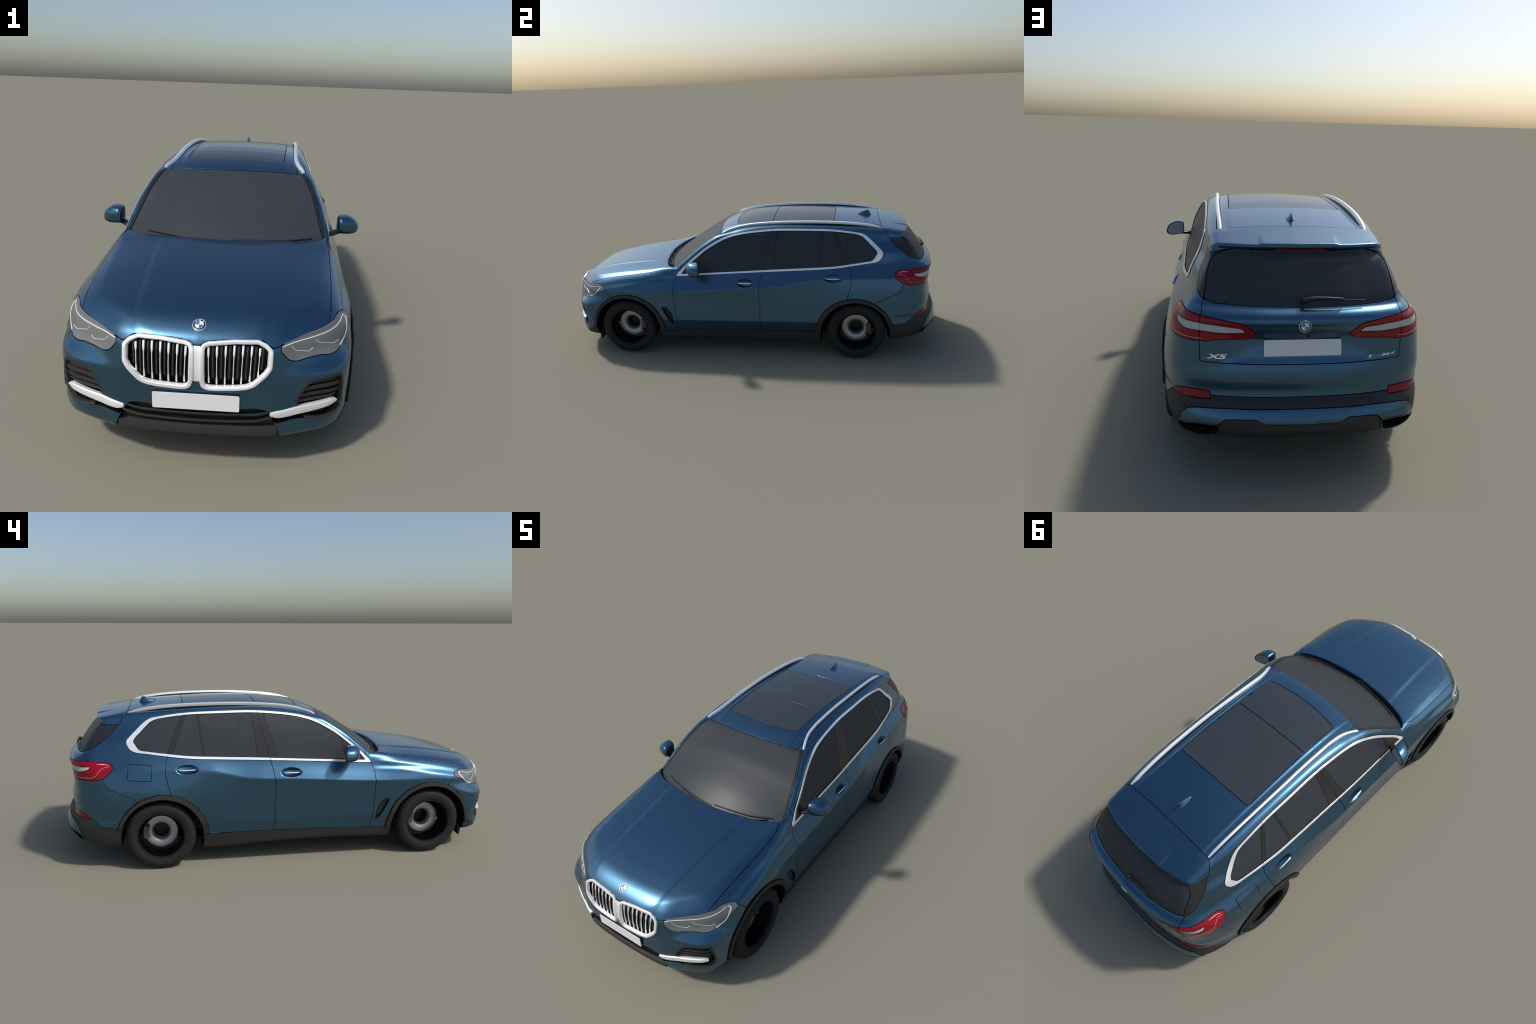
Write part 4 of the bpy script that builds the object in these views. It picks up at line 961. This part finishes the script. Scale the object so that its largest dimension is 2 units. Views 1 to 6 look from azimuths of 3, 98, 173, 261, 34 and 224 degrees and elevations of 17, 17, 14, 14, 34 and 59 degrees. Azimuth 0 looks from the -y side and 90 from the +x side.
# door mirrors
def mirror_side(side, door):
    out = round_poly([(.3760, .4610), (.3775, .5205), (.4180, .5215), (.4500, .5000), (.4560, .4660), (.4300, .4560)], .015, 6)
    out = resample(out, 56, True); c = np.array([.410, .488])
    steps = [(-.2270, .90), (-.2262, .955), (-.2280, .985), (-.2330, 1.0), (-.2450, 1.01), (-.2600, .985), (-.2720, .92), (-.2800, .80), (-.2850, .60), (-.2875, .34), (-.2880, .02)]
    rings = []
    for y, k in steps:
        cc = c + np.array([-.012, .004]) * (1 - k)
        R = [(cc[0] + (a - c[0]) * k, y + ((cc[0] + (a - c[0]) * k) - .41) * .34, cc[1] + (b - c[1]) * k) for a, b in out]; rings.append(R)
    V, F = loft(rings, False); V = np.array(V); F = np.array(F)
    zc = V[F][:, :, 2].mean(1); yc = np.arange(len(F)) // len(out)
    low = (zc < .4705) | (yc < 3)
    cap = solid('door_mirror', V, [tuple(f) for f in F[~low]], PAINT, door, 60)
    solid('mirror_base', V, [tuple(f) for f in F[low]], BLACK, cap, 60)
    g = [(c[0] + (a - c[0]) * .91, -.2276 + (c[0] + (a - c[0]) * .91 - .41) * .34, c[1] + (b - c[1]) * .91) for a, b in out]
    solid('mirror_glass', g, [tuple(range(len(g)))], MIRROR, cap)
    P = resample(catmull([(.338, -.278, .4555), (.352, -.276, .4580), (.372, -.262, .4625), (.392, -.250, .4660)], closed=False, n=6), 20); prof = [(.016 * math.cos(2 * math.pi * k / 14), .0075 * math.sin(2 * math.pi * k / 14)) for k in range(14)]
    V, F = sweep(P, np.tile([0, 0, 1.], (20, 1)), prof); solid('mirror_stalk', V, F, BLACK, cap, 60)
    return cap
cap = mirror_side(1, None)
tw = mirror_obj(cap, 'door_mirror', None)
for ch in list(cap.children): mirror_obj(ch, ch.name.split('.')[0], tw)
# door handles
for (yc, zc), dr in zip(HANDLES, (fdoor, rdoor)):
    t = np.linspace(-1, 1, 26); y = yc + .043 * t
    base = on_side(np.stack([np.full(26, yc - .055), np.full(26, zc)], 1))[0, 0]; base2 = on_side(np.stack([np.full(26, yc + .055), np.full(26, zc)], 1))[0, 0]
    x = np.interp(t, [-1, 1], [base, base2]) + .0035 * (1 - t ** 4)
    P = np.stack([x, y, np.full(26, zc - .0005)], 1); sc = np.clip(1 - np.abs(t) ** 4, .12, 1)
    prof = [(.0052 * math.cos(2 * math.pi * k / 16), .0052 * math.sin(2 * math.pi * k / 16)) for k in range(16)]
    V, F = sweep(P, np.tile([1., 0, .15], (26, 1)), prof, scale=sc); h = pair(solid('door_handle', V, F, PAINT, dr[0], 60), dr[1])
    V, F = sweep(P[3:-3] + [.0042, 0, .0012], np.tile([1., 0, .35], (20, 1)), flat_prof(.0022, .0012), scale=sc[3:-3]); pair(solid('handle_strip', V, F, CHROME, dr[0]), dr[1])

# ---------------------------------------------------------------- wheels, wells
def wheel(y, side):
    e = bpy.data.objects.new('wheel', None); COL.objects.link(e); e.parent = ROOT; e.location = (side * .3365, y, WZ); e.scale = (1, 1, 1); e.rotation_euler = (0, 0, 0 if side > 0 else math.pi); return e
tp = [(.0985, .0480), (.1010, .0505), (.1060, .0525), (.1130, .0545), (.1220, .0555), (.1310, .0540), (.1390, .0505), (.1445, .0450), (.1475, .0400), (.1490, .0340), (.1495, .0260), (.1470, .0255), (.1470, .0235), (.1498, .0230), (.1500, .0085), (.1472, .0080), (.1472, .0045), (.1500, .0040), (.1500, -.0040), (.1472, -.0045), (.1472, -.0080), (.1500, -.0085), (.1498, -.0230), (.1470, -.0235), (.1470, -.0255), (.1495, -.0260), (.1490, -.0340), (.1475, -.0400), (.1390, -.0505), (.1220, -.0550), (.1060, -.0525), (.0985, -.048)]
tp = tp + [(.0985, -.044), (.108, -.047), (.122, -.049), (.136, -.045), (.142, -.036), (.1435, 0), (.142, .036), (.136, .045), (.122, .0495), (.108, .047), (.0985, .044), (.0985, .0480)]
V, F = revolve(tp, 240)
ang = np.arctan2(V[:, 2], V[:, 1]); rr = np.hypot(V[:, 1], V[:, 2]); sh = (rr > .1440) & (np.abs(V[:, 0]) > .025)
k = np.repeat(np.arange(240), len(tp)); notch = sh & (k % 5 == 0)
V[notch, 1:] *= ((rr[notch] - .0022) / rr[notch])[:, None]
def mesh_only(name, V, F, mat, angle=35):
    o = solid(name, V, F, mat, None, angle); me = o.data; bpy.data.objects.remove(o); return me
M_tyre = mesh_only('tyre', V, F, TYRE, 30)
M_rim = mesh_only('rim', *revolve([(.0990, .0470), (.1012, .0500), (.1000, .0522), (.0975, .0515), (.0962, .0470), (.0966, .0400), (.0990, .0380)], 128), RIM, 40)
M_disc = mesh_only('brake_disc', *revolve([(.0340, -.0330), (.0385, -.0190), (.0405, -.0160), (.0440, -.0135), (.0530, -.0110), (.0660, -.0110), (.0715, -.0122), (.0722, -.0150), (.0722, -.0190), (.0680, -.0200), (.0340, -.0330)], 96), DISC, 50)
M_back = mesh_only('disc_rear_plate', *revolve([(.0450, -.0345), (.0735, -.0345), (.0745, -.0340), (.0745, -.0290), (.0735, -.0280), (.0600, -.0290), (.0450, -.0300), (.0450, -.0345)], 96), CALIPER, 40)
M_hub = mesh_only('wheel_hub', *revolve([(.0005, -.0700), (.0330, -.0700), (.0335, -.0420), (.0385, -.0400), (.0385, -.0980)], 64), BLACK, 40)
def arc_block(r0, r1, x0, x1, a0, a1, n=12, ch=.003):
    rings = []
    for i in range(n + 1):
        t = i / n; a = a0 + (a1 - a0) * t; e = min(1, min(t, 1 - t) * 6 + .55); rm = .5 * (r0 + r1); d = .5 * (r1 - r0) * e; xm_ = .5 * (x0 + x1); w = .5 * (x1 - x0) * e
        sec = [(rm - d + ch, xm_ - w), (rm + d - ch, xm_ - w), (rm + d, xm_ - w + ch), (rm + d, xm_ + w - ch), (rm + d - ch, xm_ + w), (rm - d + ch, xm_ + w), (rm - d, xm_ + w - ch), (rm - d, xm_ - w + ch)]
        rings.append([(x, r * math.cos(a), r * math.sin(a)) for r, x in sec])
    return loft(rings)
M_cal = mesh_only('brake_caliper', *arc_block(.0530, .0800, -.040, -.0020, -.50, .45), CALIPER, 45)
M_cal2 = mesh_only('caliper_bridge', *arc_block(.0560, .0840, -.032, -.0060, -.62, -.50), BLACK, 45)
for yy in WY:
    for sd in (1, -1):
        w = wheel(yy, sd)
        for nm, me in (('tyre', M_tyre), ('rim', M_rim), ('brake_disc', M_disc), ('disc_rear_plate', M_back), ('wheel_hub', M_hub), ('brake_caliper', M_cal), ('caliper_bridge', M_cal2)):
            o = bpy.data.objects.new(nm, me); COL.objects.link(o); o.parent = w
            if 'caliper' in nm: o.rotation_euler = (0, 0, 0) if sd > 0 else (math.pi, 0, 0); 
            if 'caliper' in nm and sd < 0: o.matrix_basis = Matrix.Rotation(math.pi, 4, 'X')
for a in ARCH_IN:
    n = 40; rows = []
    rad = a[2] + .002
    arc = [(a[0] - rad, .105)] + [(a[0] - rad * math.cos(math.pi * i / n), a[1] + rad * math.sin(math.pi * i / n)) for i in range(n + 1)] + [(a[0] + rad, .105)]
    xo = on_side(np.array([(p[0], max(p[1], .15)) for p in arc]))[:, 0] - .004
    V = [(x, p[0], p[1]) for x, p in zip(xo, arc)] + [(.195, p[0], p[1]) for p in arc]; m = len(arc)
    F = [(i, i + 1, m + i + 1, m + i) for i in range(m - 1)] + [tuple(range(m, 2 * m))]
    pair(solid('wheel_well', V, F, BLACK, None, 30))
# air deflectors hanging ahead of the front wheels
V, F = loft([[(.235, -.835, .112), (.235, -.818, .112), (.235, -.822, .070), (.235, -.828, .070)], [(.350, -.832, .145), (.350, -.812, .145), (.346, -.815, .062), (.346, -.825, .058)]])
pair(solid('air_deflector', V, F, BLACK))
# axle bodies that close the view under the car
for yy in WY: bevel_box('axle', (.40, .05, .05), (0, yy, .135), BLACK, bev=.01)

# ---------------------------------------------------------------- cabin
cab = bevel_box('light_block_floor', (.37, 1.20, .02), (0, .24, .150), INTERIOR, bev=.004)  # floor plate added to block light inside the cabin
dash = []
for x in np.linspace(-.325, .325, 27):
    bump = .012 * math.exp(-((x - .145) / .075) ** 2)
    sec = [(-.40, .24), (-.40, .395), (-.365, .418 + bump * .3), (-.315, .424 + bump), (-.275, .416 + bump), (-.262, .395), (-.275, .34), (-.30, .24)]
    dash.append([(x, y, z) for y, z in sec])
V, F = loft(dash); solid('dashboard', V, F, INTERIOR, cab, 40)
bevel_box('centre_display', (.115, .008, .035), (.02, -.268, .428), GLOSS, cab, bev=.002, rot=(-.25, 0, 0))
bevel_box('centre_console', (.10, .36, .10), (0, -.06, .24), INTERIOR, cab, bev=.012)
def seat(x, y, w, par):
    b = bevel_box('seat', (w, .19, .055), (x, y, .250), LEATHER, par, bev=.016, seg=3)
    bevel_box('backrest', (w * .94, .050, .235), (x, y + .118, .375), LEATHER, b, bev=.020, rot=(-.28, 0, 0), seg=3)
    for s_ in (-1, 1): bevel_box('seat_bolster', (.030, .060, .19), (x + s_ * w * .44, y + .100, .365), LEATHER, b, bev=.012, rot=(-.28, 0, 0), seg=3)
    return b
for x in (-.148, .148):
    b = seat(x, -.055, .20, None); bevel_box('headrest', (.10, .036, .060), (x, .108, .530), LEATHER, b, bev=.014, rot=(-.2, 0, 0), seg=3)
for x in (-.185, 0, .185):
    b = seat(x, .335, .180, None); bevel_box('headrest', (.085, .032, .045), (x, .505, .520), LEATHER, b, bev=.012, rot=(-.2, 0, 0), seg=3)
V = []; F = []; n1, n2 = 48, 10
for i in range(n1):
    a = 2 * math.pi * i / n1
    for j in range(n2):
        b = 2 * math.pi * j / n2; r = .072 + .0062 * math.cos(b); V.append((r * math.cos(a), .0062 * math.sin(b), r * math.sin(a)))
F = [(i * n2 + j, ((i + 1) % n1) * n2 + j, ((i + 1) % n1) * n2 + (j + 1) % n2, i * n2 + (j + 1) % n2) for i in range(n1) for j in range(n2)]
M = Matrix.Translation((.148, -.222, .412)) @ Matrix.Rotation(-.42, 4, 'X')
V = np.array([M @ Vector(v) for v in V]); sw = solid('steering_wheel', V, F, INTERIOR, None, 60)
bevel_box('steering_hub', (.060, .022, .045), (.148, -.228, .410), INTERIOR, sw, bev=.008, rot=(-.42, 0, 0))
bevel_box('steering_spoke', (.135, .008, .012), (.148, -.224, .412), INTERIOR, sw, bev=.003, rot=(-.42, 0, 0))
bevel_box('cabin_mirror', (.075, .012, .022), (0, -.150, .606), GLOSS, cab, bev=.005)
bevel_box('mirror_mount', (.040, .030, .016), (0, -.168, .612), INTERIOR, cab, bev=.005)
bevel_box('parcel_cover', (.50, .32, .012), (0, .72, .455), INTERIOR, cab, bev=.004)

for o in bpy.data.objects:
    d = 0; q = o
    while q.parent is not None: q = q.parent; d += 1
    if d > 2 or (d == 0 and o is not ROOT): print('DEPTH', o.name, d)
